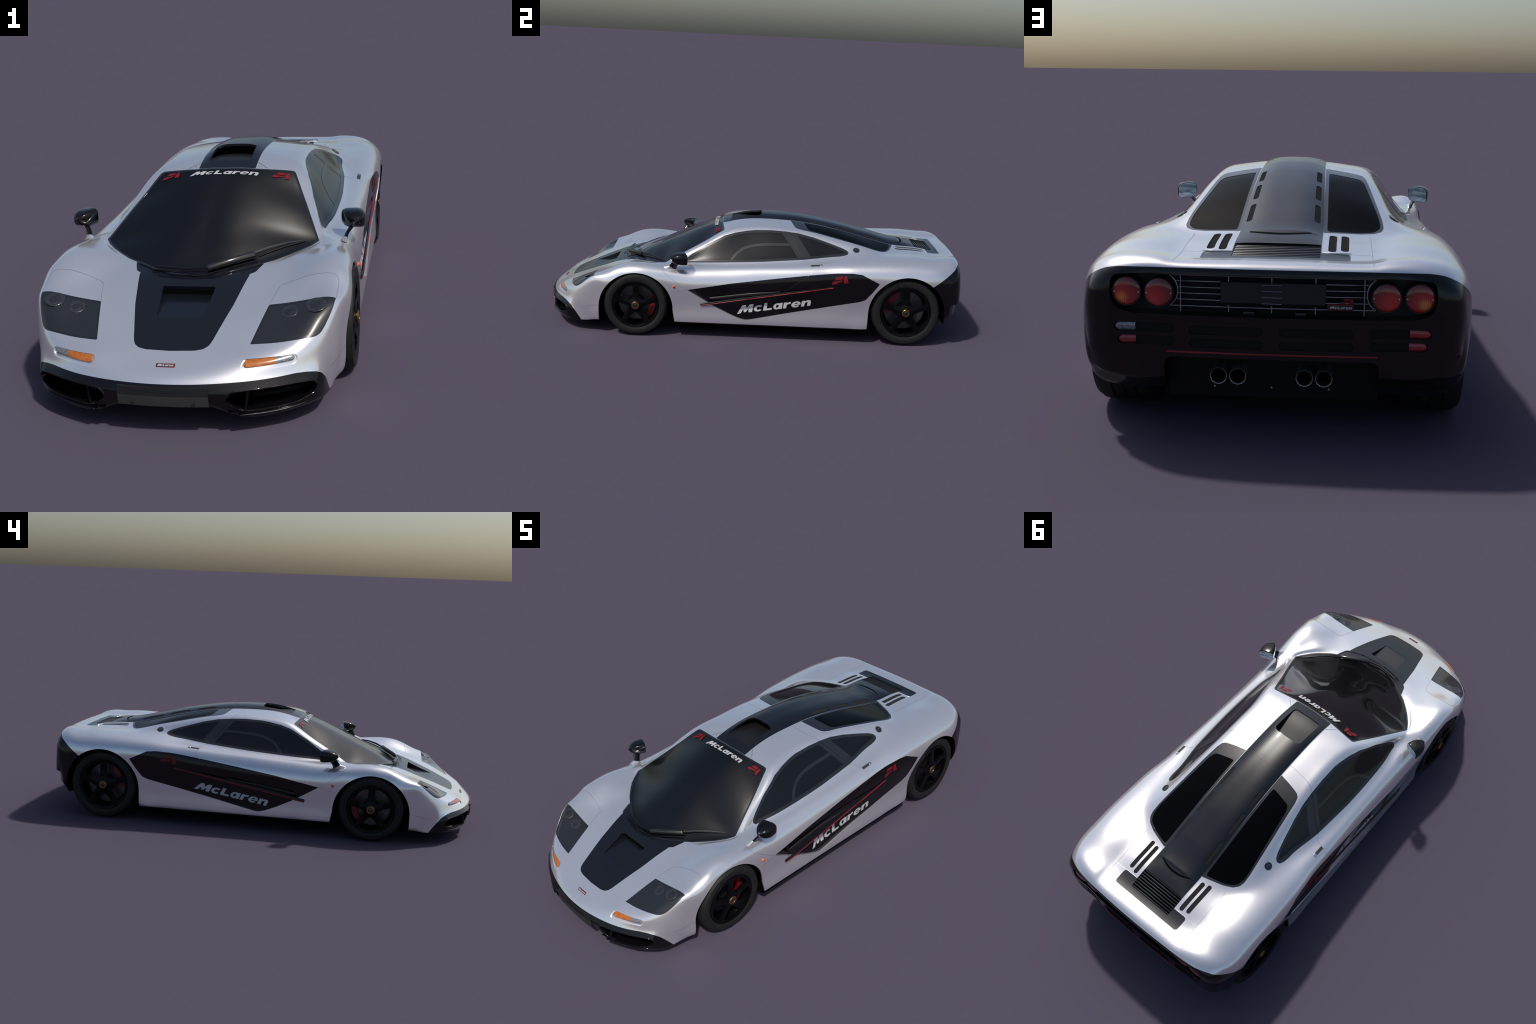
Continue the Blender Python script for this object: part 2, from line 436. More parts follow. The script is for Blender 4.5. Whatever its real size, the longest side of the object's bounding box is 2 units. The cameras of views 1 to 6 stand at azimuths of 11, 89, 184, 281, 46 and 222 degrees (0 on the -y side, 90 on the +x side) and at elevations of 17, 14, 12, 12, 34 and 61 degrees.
def grid_normals(G):
    du = np.gradient(G, axis=0)
    dt = np.gradient(G, axis=1)
    n = np.cross(dt, du)
    n /= np.maximum(1e-12, np.linalg.norm(n, axis=2, keepdims=True))
    return n


GN = grid_normals(G)
if GN[NU // 2, 2, 2] < 0:
    GN = -GN
GN[:, 0, 0] = 0
GN[:, -1, 0] = 0
GN /= np.linalg.norm(GN, axis=2, keepdims=True)


class Skin:
    """Triangle skin that can be cut along signed-distance outlines into labelled panels."""

    def __init__(self, V, N, T):
        self.V, self.N, self.T = V, N, T
        self.lab = np.zeros(len(T), int)
        self.names = ["body"]

    def cut(self, dist, name, only=None, keep=False):
        """Split triangles on dist == 0; triangles with dist < 0 get the label."""
        d = dist.copy()
        d[np.abs(d) < 2e-5] = 2e-5
        T = self.T
        s = d[T] < 0
        k = s.sum(1)
        mixed = (k == 1) | (k == 2)
        Tm = T[mixed]
        Lm = self.lab[mixed]
        if len(Tm):
            sm = s[mixed]
            # rotate so the odd one out is first
            odd = np.where(sm.sum(1) == 1, sm.argmax(1), (~sm).argmax(1))
            r = np.arange(len(Tm))
            a, b, c = Tm[r, odd], Tm[r, (odd + 1) % 3], Tm[r, (odd + 2) % 3]
            e = np.concatenate([np.stack([a, b], 1), np.stack([a, c], 1)])
            es = np.sort(e, 1)
            uq, inv = np.unique(es, axis=0, return_inverse=True)
            inv = inv.ravel()
            da, db = d[uq[:, 0]], d[uq[:, 1]]
            w = (da / (da - db))[:, None]
            nv = self.V[uq[:, 0]] * (1 - w) + self.V[uq[:, 1]] * w
            nn = self.N[uq[:, 0]] * (1 - w) + self.N[uq[:, 1]] * w
            nn /= np.maximum(1e-12, np.linalg.norm(nn, axis=1, keepdims=True))
            base = len(self.V)
            self.V = np.concatenate([self.V, nv])
            self.N = np.concatenate([self.N, nn])
            d = np.concatenate([d, np.zeros(len(nv))])
            ab, ac = base + inv[:len(Tm)], base + inv[len(Tm):]
            t1 = np.stack([a, ab, ac], 1)
            t2 = np.stack([ab, b, c], 1)
            t3 = np.stack([ab, c, ac], 1)
            side_a = d[a] < 0
            newT = np.concatenate([T[~mixed], t1, t2, t3])
            newL = np.concatenate([self.lab[~mixed], Lm, Lm, Lm])
            inside = np.concatenate([s[~mixed].all(1), side_a, ~side_a, ~side_a])
            self.T, self.lab = newT, newL
        else:
            inside = s.all(1)
        if name not in self.names:
            self.names.append(name)
        i = self.names.index(name)
        ok = inside
        if only is not None:
            idx = [self.names.index(q) for q in only if q in self.names]
            ok = ok & np.isin(self.lab, idx)
        self.lab[ok] = i

    def part(self, name, side=0):
        """(V, N, T) of one label; side=+1/-1 keeps one half."""
        if name not in self.names:
            return None
        m = self.lab == self.names.index(name)
        T = self.T[m]
        if side:
            cx = self.V[T][:, :, 0].mean(1)
            T = T[cx * side > 0]
        if not len(T):
            return None
        u, inv = np.unique(T, return_inverse=True)
        return self.V[u].copy(), self.N[u].copy(), inv.reshape(-1, 3)


def full_skin():
    V0, N0 = G.reshape(-1, 3), GN.reshape(-1, 3)
    i, j = np.meshgrid(np.arange(NU - 1), np.arange(NT - 1), indexing="ij")
    a = (i * NT + j).ravel()
    b, c, dd = a + 1, a + NT + 1, a + NT
    T = np.concatenate([np.stack([a, c, b], 1), np.stack([a, dd, c], 1)])
    # orient so faces look outward
    fn = np.cross(V0[T[:, 1]] - V0[T[:, 0]], V0[T[:, 2]] - V0[T[:, 0]])
    if (np.einsum("ij,ij->i", fn, N0[T[:, 0]]) > 0).mean() < 0.5:
        T = T[:, ::-1]
    # zip the end ridges shut
    def zipper(row, front):
        jm = int(np.argmax(G[row, :, 0]))
        top, bot = list(range(0, jm + 1)), list(range(NT - 1, jm - 1, -1))
        out, p, q = [], 0, 0
        while p < len(top) - 1 or q < len(bot) - 1:
            go_top = q == len(bot) - 1 or (p < len(top) - 1 and G[row, top[p + 1], 0] <= G[row, bot[q + 1], 0])
            if go_top:
                tri = (top[p], top[p + 1], bot[q])
                p += 1
            else:
                tri = (top[p], bot[q + 1], bot[q])
                q += 1
            if len(set(tri)) == 3:
                out.append([row * NT + k for k in tri])
        Z = np.array(out)
        fn = np.cross(V0[Z[:, 1]] - V0[Z[:, 0]], V0[Z[:, 2]] - V0[Z[:, 0]])
        flip = fn[:, 1] > 0 if front else fn[:, 1] < 0
        Z[flip] = Z[flip][:, ::-1]
        return Z
    T = np.concatenate([T, zipper(0, True), zipper(NU - 1, False)])
    n = len(V0)
    V1, N1 = V0 * [-1, 1, 1], N0 * [-1, 1, 1]
    T1 = T[:, ::-1] + n
    V, N, T = np.concatenate([V0, V1]), np.concatenate([N0, N1]), np.concatenate([T, T1])
    # weld the centre-line seam and collapsed ridge
    key = np.round(V / 1e-6).astype(np.int64)
    uq, first, inv = np.unique(key, axis=0, return_index=True, return_inverse=True)
    inv = inv.ravel()
    T = inv[T]
    ok = (T[:, 0] != T[:, 1]) & (T[:, 1] != T[:, 2]) & (T[:, 0] != T[:, 2])
    return Skin(V[first], N[first], T[ok])


def poly_sd(P, poly, r=0.0):
    """Signed distance of points P (n,2) to polygon; r rounds the corners outward."""
    A = np.array(poly, float)
    B = np.roll(A, -1, axis=0)
    d2 = np.full(len(P), 1e9)
    ins = np.zeros(len(P), bool)
    for a, b in zip(A, B):
        e = b - a
        w = P - a
        t = np.clip((w @ e) / (e @ e), 0, 1)
        q = w - t[:, None] * e
        d2 = np.minimum(d2, (q * q).sum(1))
        if a[1] != b[1]:
            cr = ((a[1] > P[:, 1]) != (b[1] > P[:, 1])) & (P[:, 0] < (b[0] - a[0]) * (P[:, 1] - a[1]) / (b[1] - a[1]) + a[0])
            ins ^= cr
    d = np.sqrt(d2)
    return np.where(ins, -d, d) - r


def inset_round(poly, r, seg=6):
    """Round polygon corners with radius r (convex or concave)."""
    A = np.array(poly, float)
    out = []
    n = len(A)
    for i in range(n):
        p, q, s = A[i - 1], A[i], A[(i + 1) % n]
        a, b = p - q, s - q
        la, lb = np.linalg.norm(a), np.linalg.norm(b)
        k = min(r, .45 * la, .45 * lb)
        a, b = q + a / la * k, q + b / lb * k
        for t in np.linspace(0, 1, seg):
            out.append((1 - t) ** 2 * a + 2 * t * (1 - t) * q + t * t * b)
    return np.array(out)


def smooth_poly(pts, n=8):
    """Closed Catmull-Rom curve through points."""
    A = np.array(pts, float)
    m = len(A)
    out = []
    for i in range(m):
        p0, p1, p2, p3 = A[i - 1], A[i], A[(i + 1) % m], A[(i + 2) % m]
        for t in np.linspace(0, 1, n, endpoint=False):
            out.append(0.5 * (2 * p1 + (p2 - p0) * t + (2 * p0 - 5 * p1 + 4 * p2 - p3) * t * t + (3 * p1 - p0 - 3 * p2 + p3) * t ** 3))
    return np.array(out)


SK = full_skin()
BVH = BVHTree.FromPolygons([tuple(v) for v in SK.V], [tuple(int(q) for q in t) for t in SK.T])
# ------------------------------------------------------------------ panel cuts
def field(kind, poly, mask, r=0.0):
    V = SK.V
    d = np.full(len(V), 1.0)
    m = mask(V, SK.N)
    ax = {"top": (0, 1), "side": (1, 2), "front": (0, 2)}[kind]
    P = V[m][:, ax].copy()
    if kind != "side":
        P[:, 0] = np.abs(P[:, 0])
    d[m] = poly_sd(P, poly, r)
    return d


def line_field(kind, pts, mask, w):
    """Distance to an open polyline minus half width w (panel seams)."""
    V = SK.V
    d = np.full(len(V), 1.0)
    m = mask(V, SK.N)
    ax = {"top": (0, 1), "side": (1, 2), "front": (0, 2)}[kind]
    P = V[m][:, ax].copy()
    if kind != "side":
        P[:, 0] = np.abs(P[:, 0])
    A = np.array(pts, float)
    best = np.full(len(P), 1e9)
    for a, b in zip(A[:-1], A[1:]):
        e = b - a
        q = P - a
        t = np.clip((q @ e) / (e @ e), 0, 1)
        best = np.minimum(best, np.linalg.norm(q - t[:, None] * e, axis=1))
    d[m] = best - w
    return d


def curve_through(pts, n=6):
    A = np.array(pts, float)
    A = np.concatenate([[2 * A[0] - A[1]], A, [2 * A[-1] - A[-2]]])
    out = []
    for i in range(1, len(A) - 2):
        p0, p1, p2, p3 = A[i - 1], A[i], A[i + 1], A[i + 2]
        for t in np.linspace(0, 1, n, endpoint=False):
            out.append(0.5 * (2 * p1 + (p2 - p0) * t + (2 * p0 - 5 * p1 + 4 * p2 - p3) * t * t + (3 * p1 - p0 - 3 * p2 + p3) * t ** 3))
    out.append(A[-2])
    return np.array(out)


UP = lambda V, N: (N[:, 2] > 0.05) & (V[:, 2] > .10)
SIDE = lambda V, N: (np.abs(V[:, 0]) > .20)
SIDE_OUT = lambda V, N: (np.abs(V[:, 0]) > .34) & (np.abs(N[:, 0]) > .15)
REAR = lambda V, N: (V[:, 1] > .90) & (N[:, 1] > -.2)
NOSE = lambda V, N: (V[:, 1] < -.78)

# wheel openings
FA, RA = (-.543, .127, .1735), (.727, .155, .180)


def arch_poly(c, rad, front_foot, rear_foot):
    a = np.linspace(math.pi, 0, 40)
    arc = [(c[0] + rad * math.cos(t), c[1] + rad * math.sin(t)) for t in a]
    return [(front_foot, -.2), (front_foot, .03)] + arc + [(rear_foot, .06), (rear_foot + .012, -.2)]


ARCH = {"front": arch_poly(FA[:2], FA[2], -.7165, -.357), "rear": arch_poly(RA[:2], RA[2], .5445, .916)}
WELL = lambda V, N: np.abs(V[:, 0]) > .235
for k in ("front", "rear"):
    SK.cut(field("side", ARCH[k], WELL), "opening")

# floor and sills
def low_field(z0, y0, y1, mask=None):
    V = SK.V
    d = np.maximum(np.maximum(V[:, 2] - z0, y0 - V[:, 1]), V[:, 1] - y1)
    return d


SK.cut(np.maximum(np.maximum(SK.V[:, 2] - .073, -.372 - SK.V[:, 1]), SK.V[:, 1] - .56), "sill", only=["body"])
SK.cut(np.where((SK.N[:, 2] < -.55), -1.0, 1.0), "underbody", only=["body", "sill"])

# hood panel, cowl, windscreen
HOOD = [(-.3, -.655), (0, -.658), (.087, -.650), (.155, -.624), (.132, -.750), (.101, -.872), (.094, -.887), (.082, -.896), (.062, -.901), (0, -.904), (-.3, -.904)]
SK.cut(field("top", HOOD, UP), "hood_panel", only=["body"])
COWL = [(-.3, -.655), (0, -.658), (.087, -.650), (.155, -.624), (.1675, -.613), (.182, -.570), (.178, -.560), (.10, -.570), (-.3, -.570)]
SK.cut(field("top", COWL, UP), "cowl", only=["body"])
SCREEN = [(-.3, -.640), (0, -.640), (.06, -.632), (.12, -.607), (.181, -.5665), (.21, -.5475), (.247, -.5145), (.275, -.486), (.300, -.452), (.3185, -.418),
          (.266, -.277), (.219, -.156), (.2145, -.149), (.207, -.1465), (.190, -.1475), (.10, -.156), (0, -.159), (-.3, -.159)]
d = field("top", SCREEN, lambda V, N: UP(V, N) & (V[:, 1] < .1) & (V[:, 1] > -.75))
SK.cut(d, "windscreen_frame", only=["body", "cowl"])
d = field("top", SCREEN, lambda V, N: UP(V, N) & (V[:, 1] < .1) & (V[:, 1] > -.75), r=-.0065)
SK.cut(d, "windscreen", only=["windscreen_frame"])

# roof spine, rear glass
SPINE = [(-.3, -.1585), (0, -.1585), (.0915, -.1555), (.0925, .15), (.0945, .30), (.0975, .45), (.0995, .60), (.1005, .70), (.1005, .800), (-.3, .800)]
SK.cut(field("top", SPINE, lambda V, N: (V[:, 2] > .36) & (np.abs(V[:, 0]) < .2) & (V[:, 1] < .9)), "roof_spine", only=["body"])
REARGLASS = [(.0945, .176), (.15, .186), (.190, .196), (.203, .207), (.210, .230), (.222, .330), (.238, .470), (.248, .560), (.249, .598), (.243, .622), (.225, .642), (.190, .660), (.145, .674), (.1005, .687)]
GLASSUP = lambda V, N: (V[:, 2] > .36) & (np.abs(V[:, 0]) > .06) & (V[:, 1] > .1) & (V[:, 1] < .78)
SK.cut(field("top", REARGLASS, GLASSUP), "rear_window_frame", only=["body"])
RG_IN = inset_round([(.1055, .240), (.194, .258), (.204, .281), (.240, .555), (.241, .599), (.226, .631), (.190, .651), (.143, .665), (.110, .673)], .012)
SK.cut(field("top", RG_IN, GLASSUP), "rear_window", only=["rear_window_frame"])

# side glass
SIDEGLASS = [(-.317, .353), (-.295, .372), (-.227, .416), (-.142, .459), (-.09, .473), (-.042, .481), (.001, .4865), (.081, .489), (.149, .486), (.213, .480), (.282, .466),
             (.363, .443), (.425, .424), (.444, .416), (.4515, .4085), (.446, .402), (.430, .3975), (.405, .393), (.237, .3755), (.045, .360), (-.095, .351), (-.213, .3435), (-.310, .336), (-.320, .342)]
GSIDE = lambda V, N: (np.abs(V[:, 0]) > .20) & (V[:, 2] > .32) & (np.abs(N[:, 0]) > .12)
SK.cut(field("side", SIDEGLASS, GSIDE), "side_window_frame", only=["body"])
sd = field("side", SIDEGLASS, GSIDE, r=-.0095)
yz = SK.V
pillar = (yz[:, 1] - .150) * .786 + (yz[:, 2] - .487) * .618          # signed distance across the B pillar
SK.cut(np.maximum(sd, pillar + .018), "door_window", only=["side_window_frame"])
sd = field("side", SIDEGLASS, GSIDE, r=-.0095)
pillar = (SK.V[:, 1] - .150) * .786 + (SK.V[:, 2] - .487) * .618
SK.cut(np.maximum(sd, .034 - pillar), "quarter_window", only=["side_window_frame"])
BAR = curve_through([(-.113, .350), (-.085, .385), (-.055, .406), (-.008, .422), (.06, .430), (.170, .434)])
SK.cut(line_field("side", BAR, GSIDE, .0055), "side_window_frame", only=["door_window"])

# headlamp covers and their flaps
LAMP = [(.226, -.7505), (.310, -.745)] + [tuple(q) for q in curve_through([(.396, -.740), (.3905, -.768), (.379, -.797), (.364, -.8235), (.347, -.8405), (.325, -.8515), (.295, -.8605), (.25, -.8705), (.197, -.878)], 5)]
LUP = lambda V, N: (V[:, 1] < -.6) & (np.abs(V[:, 0]) > .12) & (V[:, 2] > .17) & (N[:, 2] > .0)
SK.cut(field("top", LAMP, LUP), "headlamp_frame", only=["body"])
SK.cut(field("top", LAMP, LUP, r=-.0055), "headlamp_cover", only=["headlamp_frame"])
FLAP = curve_through([(.226, -.7505), (.236, -.712), (.243, -.682), (.262, -.667), (.32, -.6575), (.375, -.655), (.394, -.665), (.398, -.69), (.396, -.740)])

# front bumper below the nose edge
LIP = [(-1.2, .1365), (-.902, .1365), (-.885, .134), (-.869, .1285), (-.855, .119), (-.84, .102), (-.819, .073), (-.796, .041), (-.78, -.1), (-1.2, -.1)]
SK.cut(field("side", LIP, lambda V, N: V[:, 1] < -.7), "front_bumper", only=["body", "sill", "underbody"])
DUCT = inset_round([(.148, .096), (.164, .1165), (.21, .1175), (.284, .117), (.350, .1135), (.363, .100), (.356, .080), (.319, .067), (.263, .0625), (.212, .060), (.185, .063), (.160, .080)], .012)
SK.cut(field("front", DUCT, lambda V, N: (V[:, 1] < -.83) & (np.abs(V[:, 0]) > .1)), "opening", only=["front_bumper"])
FOG = ((.196, .1665), (.303, .1685))
SK.cut(line_field("front", FOG, lambda V, N: (V[:, 1] < -.84) & (N[:, 1] < .3), .0115), "indicator_pocket", only=["body"])

# side panels
SIDEPANEL = [(-.304, .230), (-.167, .256), (-.106, .268), (.087, .297), (.26, .322), (.394, .3385), (.464, .3425), (.507, .339), (.590, .300),
             (.558, .253), (.529, .2165), (.502, .2055), (.251, .153), (-.010, .0955), (-.030, .094), (-.061, .102), (-.110, .122), (-.180, .156)]
SK.cut(field("side", SIDEPANEL, lambda V, N: np.abs(V[:, 0]) > .34), "side_panel", only=["body"])
# door, wing and roof seams: drawn later as narrow ribbons on the skin
SEAMS = [("side", pts, False) for pts in (
    [(-.4255, .328), (-.421, .317), (-.405, .297), (-.304, .230)],
    [(.237, .3755), (.258, .368), (.271, .358), (.275, .343), (.266, .326), (.255, .318)],
    [(-.304, .230), (-.372, .214)], [(-.7175, .137), (-.805, .117)], [(.590, .300), (.602, .309), (.622, .322)],
    [(.150, .487), (.19, .435), (.2385, .374)])]
SEAMS += [("side", [(.255, .318), (.149, .235), (.107, .209), (.065, .178)], True)]
SEAMS += [("top", FLAP[::3], False), ("top", [(.093, .118), (.15, .124), (.20, .132), (.232, .150)], False),
          ("top", [(0, .176), (.05, .175), (.092, .174)], False), ("top", [(.2145, .672), (.2145, .80), (.2145, .978)], False), ("top", [(.168, .851), (.2145, .851)], False)]

# tail
FASCIA = [(.80, .262), (.815, .276), (.838, .2935), (.93, .357), (.944, .366), (.956, .377), (.968, .3835), (.985, .387), (1.1, .388), (1.1, -.1), (.80, -.1)]
SK.cut(field("side", FASCIA, lambda V, N: V[:, 1] > .78), "rear_fascia", only=["body", "underbody"])
RECESS = inset_round([(-.3, .3725), (.30, .3725), (.3455, .366), (.3485, .335), (.343, .300), (.305, .2848), (-.3, .2835)], .030)
SK.cut(field("front", RECESS, REAR), "opening", only=["rear_fascia"])
BAY = inset_round([(-.3, .1935), (.2305, .1935), (.2305, .05), (-.3, .05)], .022)
SK.cut(field("front", BAY, lambda V, N: (V[:, 1] > .88)), "opening", only=["rear_fascia", "underbody"])
SLOTS = [((.217, .2555), (.329, .2555)), ((.217, .2275), (.322, .2275)), ((.027, .2535), (.166, .2535)), ((.027, .2255), (.166, .2255))]
for a in SLOTS:
    SK.cut(line_field("front", a, REAR, .0098), "vent_slot", only=["rear_fascia"])
# engine deck
DECKUP = lambda V, N: (V[:, 2] > .36) & (V[:, 1] > .62) & (np.abs(V[:, 0]) < .30) & (N[:, 2] > .2)
BASE = inset_round([(-.3, .850), (.1655, .850), (.1655, .9135), (-.3, .9135)], .014)
SK.cut(field("top", BASE, DECKUP), "deck_base", only=["body"])
SK.cut(field("top", [(-.3, .799), (.1005, .799), (.1005, .851), (-.3, .851)], DECKUP), "deck_base", only=["body"])
SK.cut(field("top", [(-.3, .800), (.0985, .800), (.0985, .886), (-.3, .886)], DECKUP), "opening", only=["deck_base", "roof_spine", "body"])
for x0 in (.154, .1255):
    off = 0 if x0 > .14 else .008
    SK.cut(line_field("top", [(x0, .701 + off), (x0 - .001, .824 + off)], DECKUP, .0092), "deck_slot", only=["body"])
# spine side vents
for a, b in (((.0790, .272), (.0800, .352)), ((.0810, .402), (.0820, .490)), ((.0830, .540), (.0845, .632))):
    SK.cut(line_field("top", [a, b], lambda V, N: (V[:, 2] > .36) & (V[:, 1] > .2) & (V[:, 1] < .72), .0072), "spine_vent", only=["roof_spine"])
# roof scoop mouth and hood vent
SCOOP = inset_round([(-.3, -.118), (.0675, -.114), (.066, .022), (.045, .032), (-.3, .034)], .016)
SK.cut(field("top", SCOOP, lambda V, N: (V[:, 2] > .4) & (V[:, 1] < .2) & (V[:, 1] > -.2)), "opening", only=["roof_spine"])
HVENT = [(-.3, -.684), (.072, -.684), (.061, -.796), (-.3, -.796)]
SK.cut(field("top", HVENT, UP), "opening", only=["hood_panel"])

# split the silver skin into its real panels (shared borders, no visible step)
FLAPPOLY = list(map(tuple, FLAP)) + [(.310, -.745)]
SK.cut(field("top", FLAPPOLY, LUP), "headlamp_flap", only=["body"])
DOOR = [(-.418, .347), (-.425, .333), (-.421, .317), (-.405, .297), (-.304, .230), (0, .22), (.255, .318), (.266, .326), (.275, .343), (.271, .358), (.258, .368), (.237, .3755), (.150, .487), (.118, .58), (-.25, .58), (-.418, .36)]
SK.cut(field("side", DOOR, lambda V, N: (np.abs(V[:, 0]) > .08) & (V[:, 2] > .15)), "door", only=["body"])
SKIRT = [(-.40, .2065), (-.304, .230), (.2, .255), (.545, .262), (.56, -.1), (-.40, -.1)]
SK.cut(field("side", SKIRT, lambda V, N: np.abs(V[:, 0]) > .3), "side_skirt", only=["body"])
SK.cut(field("top", [(-.4, .655), (.2145, .655), (.2145, 1.1), (-.4, 1.1)], DECKUP), "engine_cover", only=["body"])
SK.cut(SK.V[:, 1] + .02, "front_body", only=["body"])
# ------------------------------------------------------------------ panels to objects
def panel(name, label, mat, side=0, offset=0.0, skirt=0.0, parent=None, skin=None, tilt=1.0, sink=None, walls=None):
    p = (skin or SK).part(label, side)
    if p is None:
        return None
    V, N, T = p
    V0 = V
    V = V + N * offset
    if sink is not None:
        V = V.copy()
        V[:, 0] -= np.sign(V[:, 0]) * sink(V[:, 1], V[:, 2])
    if walls is not None:                      # side walls from the sunk panel up to the outer skin
        e = np.concatenate([T[:, [0, 1]], T[:, [1, 2]], T[:, [2, 0]]])
        _, idx, cnt = np.unique(np.sort(e, 1), axis=0, return_index=True, return_counts=True)
        E = e[idx[cnt == 1]]
        bv = np.unique(E)
        rm = {int(b): i for i, b in enumerate(bv)}
        k = len(bv)
        wv = np.concatenate([V0[bv], V[bv]])
        wf = [(rm[int(a)], rm[int(b)], k + rm[int(b)], k + rm[int(a)]) for a, b in E]
        wm = bpy.data.meshes.new(name + "_return")
        wm.from_pydata([tuple(v) for v in wv], [], wf)
        wm.polygons.foreach_set("use_smooth", [True] * len(wf))
        add(name + "_return", wm, walls)
    if tilt != 1.0:                            # bulged shading of the moulded glass
        N = N * [tilt, tilt, 1.0]
        N = N / np.linalg.norm(N, axis=1, keepdims=True)
    F = [tuple(t) for t in T]
    loops_n = [N[i] for t in T for i in t]
    if skirt > 0:
        e = np.concatenate([T[:, [0, 1]], T[:, [1, 2]], T[:, [2, 0]]])
        key = np.sort(e, 1)
        _, idx, cnt = np.unique(key, axis=0, return_index=True, return_counts=True)
        E = e[idx[cnt == 1]]
        # keep the centre line and collapsed ridges free of walls
        n0 = len(V)
        bv = np.unique(E)
        remap = {int(b): n0 + i for i, b in enumerate(bv)}
        V = np.concatenate([V, V[bv] - N[bv] * skirt])
        for a, b in E:
            a, b = int(a), int(b)
            F.append((b, a, remap[a], remap[b]))
            w = np.cross(V[b] - V[a], N[a])
            l = np.linalg.norm(w)
            w = w / l if l > 1e-9 else N[a]
            loops_n += [w] * 4
    me = bpy.data.meshes.new(name)
    me.from_pydata([tuple(v) for v in V], [], [tuple(int(i) for i in f) for f in F])
    me.polygons.foreach_set("use_smooth", [True] * len(me.polygons))
    me.normals_split_custom_set([tuple(n) for n in loops_n])
    return me if parent is False else add(name, me, mat, parent)


_top = np.array(SIDEPANEL[:9])
_bot = np.array([SIDEPANEL[0]] + SIDEPANEL[:8:-1] + [SIDEPANEL[8]])


def side_sink(y, z):
    """Depth of the black flank below the outer skin: deepest along its lower front edge."""
    zt = np.interp(y, _top[:, 0], _top[:, 1])
    zb = np.interp(y, np.sort(_bot[:, 0]), _bot[np.argsort(_bot[:, 0]), 1])
    v = np.clip((z - zb) / np.maximum(.01, zt - zb), 0, 1)
    prof = np.interp(v, [0, .18, .45, .70, 1.0], [.009, .014, .028, .024, 0])
    return .0012 + prof * (1 - smoothstep(-.08, .40, y))


body = panel("rear_body", "body", M["paint"], skirt=.006)
panel("front_body", "front_body", M["paint"], skirt=.006)
panel("engine_cover", "engine_cover", M["paint"], skirt=.006)
for s in (1, -1):
    panel("door", "door", M["paint"], s, skirt=.006)
    panel("side_skirt", "side_skirt", M["paint"], s, skirt=.006)
    panel("headlamp_flap", "headlamp_flap", M["paint"], s, skirt=.004)
panel("underbody", "underbody", M["dark"])
panel("sill", "sill", M["plastic"], offset=-.006)
panel("hood_panel", "hood_panel", M["blackpanel"], skirt=.012)
panel("cowl", "cowl", M["blackpanel"], offset=-.004)
panel("windscreen_frame", "windscreen_frame", M["frame"], offset=-.0005, skirt=.004)
panel("windscreen", "windscreen", M["glass"], offset=-.001, tilt=2.0)
panel("roof_spine", "roof_spine", M["blackpanel"], skirt=.008)
for s in (1, -1):
    panel("rear_window_frame", "rear_window_frame", M["frame"], s, -.0005, .006)
    panel("rear_window", "rear_window", M["rearglass"], s, -.0015, tilt=1.5)
    w = panel("side_window_frame", "side_window_frame", M["frame"], s, -.0008, .003)
    panel("door_window", "door_window", M["glass"], s, -.0016)
    panel("quarter_window", "quarter_window", M["glass"], s, -.0016)
    panel("headlamp_frame", "headlamp_frame", M["frame"], s, -.0006, .003)
    panel("headlamp_cover", "headlamp_cover", M["lampglass"], s, -.001)
    panel("side_panel", "side_panel", M["black"], s, sink=side_sink, walls=M["paint"])
    panel("indicator_pocket", "indicator_pocket", M["paint"], s, -.004)
    panel("deck_slot", "deck_slot", M["vent"], s, -.0025)
    panel("spine_vent", "spine_vent", M["vent"], s, -.0015)
panel("front_bumper", "front_bumper", M["black"], skirt=.014)
panel("rear_fascia", "rear_fascia", M["black"], skirt=.030)
panel("vent_slot", "vent_slot", M["screen"], offset=-.004)
panel("deck_base", "deck_base", M["blackpanel"], offset=-.001, skirt=.01)
# ------------------------------------------------------------------ wheel wells
def well(arch, name):
    P = np.array(arch[2:-2], float)
    c = P.mean(0)
    c[1] = P[:, 1].min()
    P = c + (P - c) * (1.015 if c[0] < 0 else 1.075)
    P = np.concatenate([[(P[0, 0], .05)], P, [(P[-1, 0], .06 if P[-1, 0] < 0 else .14)]])
    k = len(P)
    V = [(.388, y, z) for y, z in P] + [(.236, y, z) for y, z in P]
    F = [(i, i + 1, k + i + 1, k + i) for i in range(k - 1)] + [tuple(range(k, 2 * k))]
    me = bpy.data.meshes.new(name)
    me.from_pydata(V, [], F)
    return me


for k in ("front", "rear"):
    me = well(ARCH[k], "wheel_well")
    add("wheel_well", me, M["dark"])
    add("wheel_well", mirror_x(me, "wheel_well"), M["dark"])

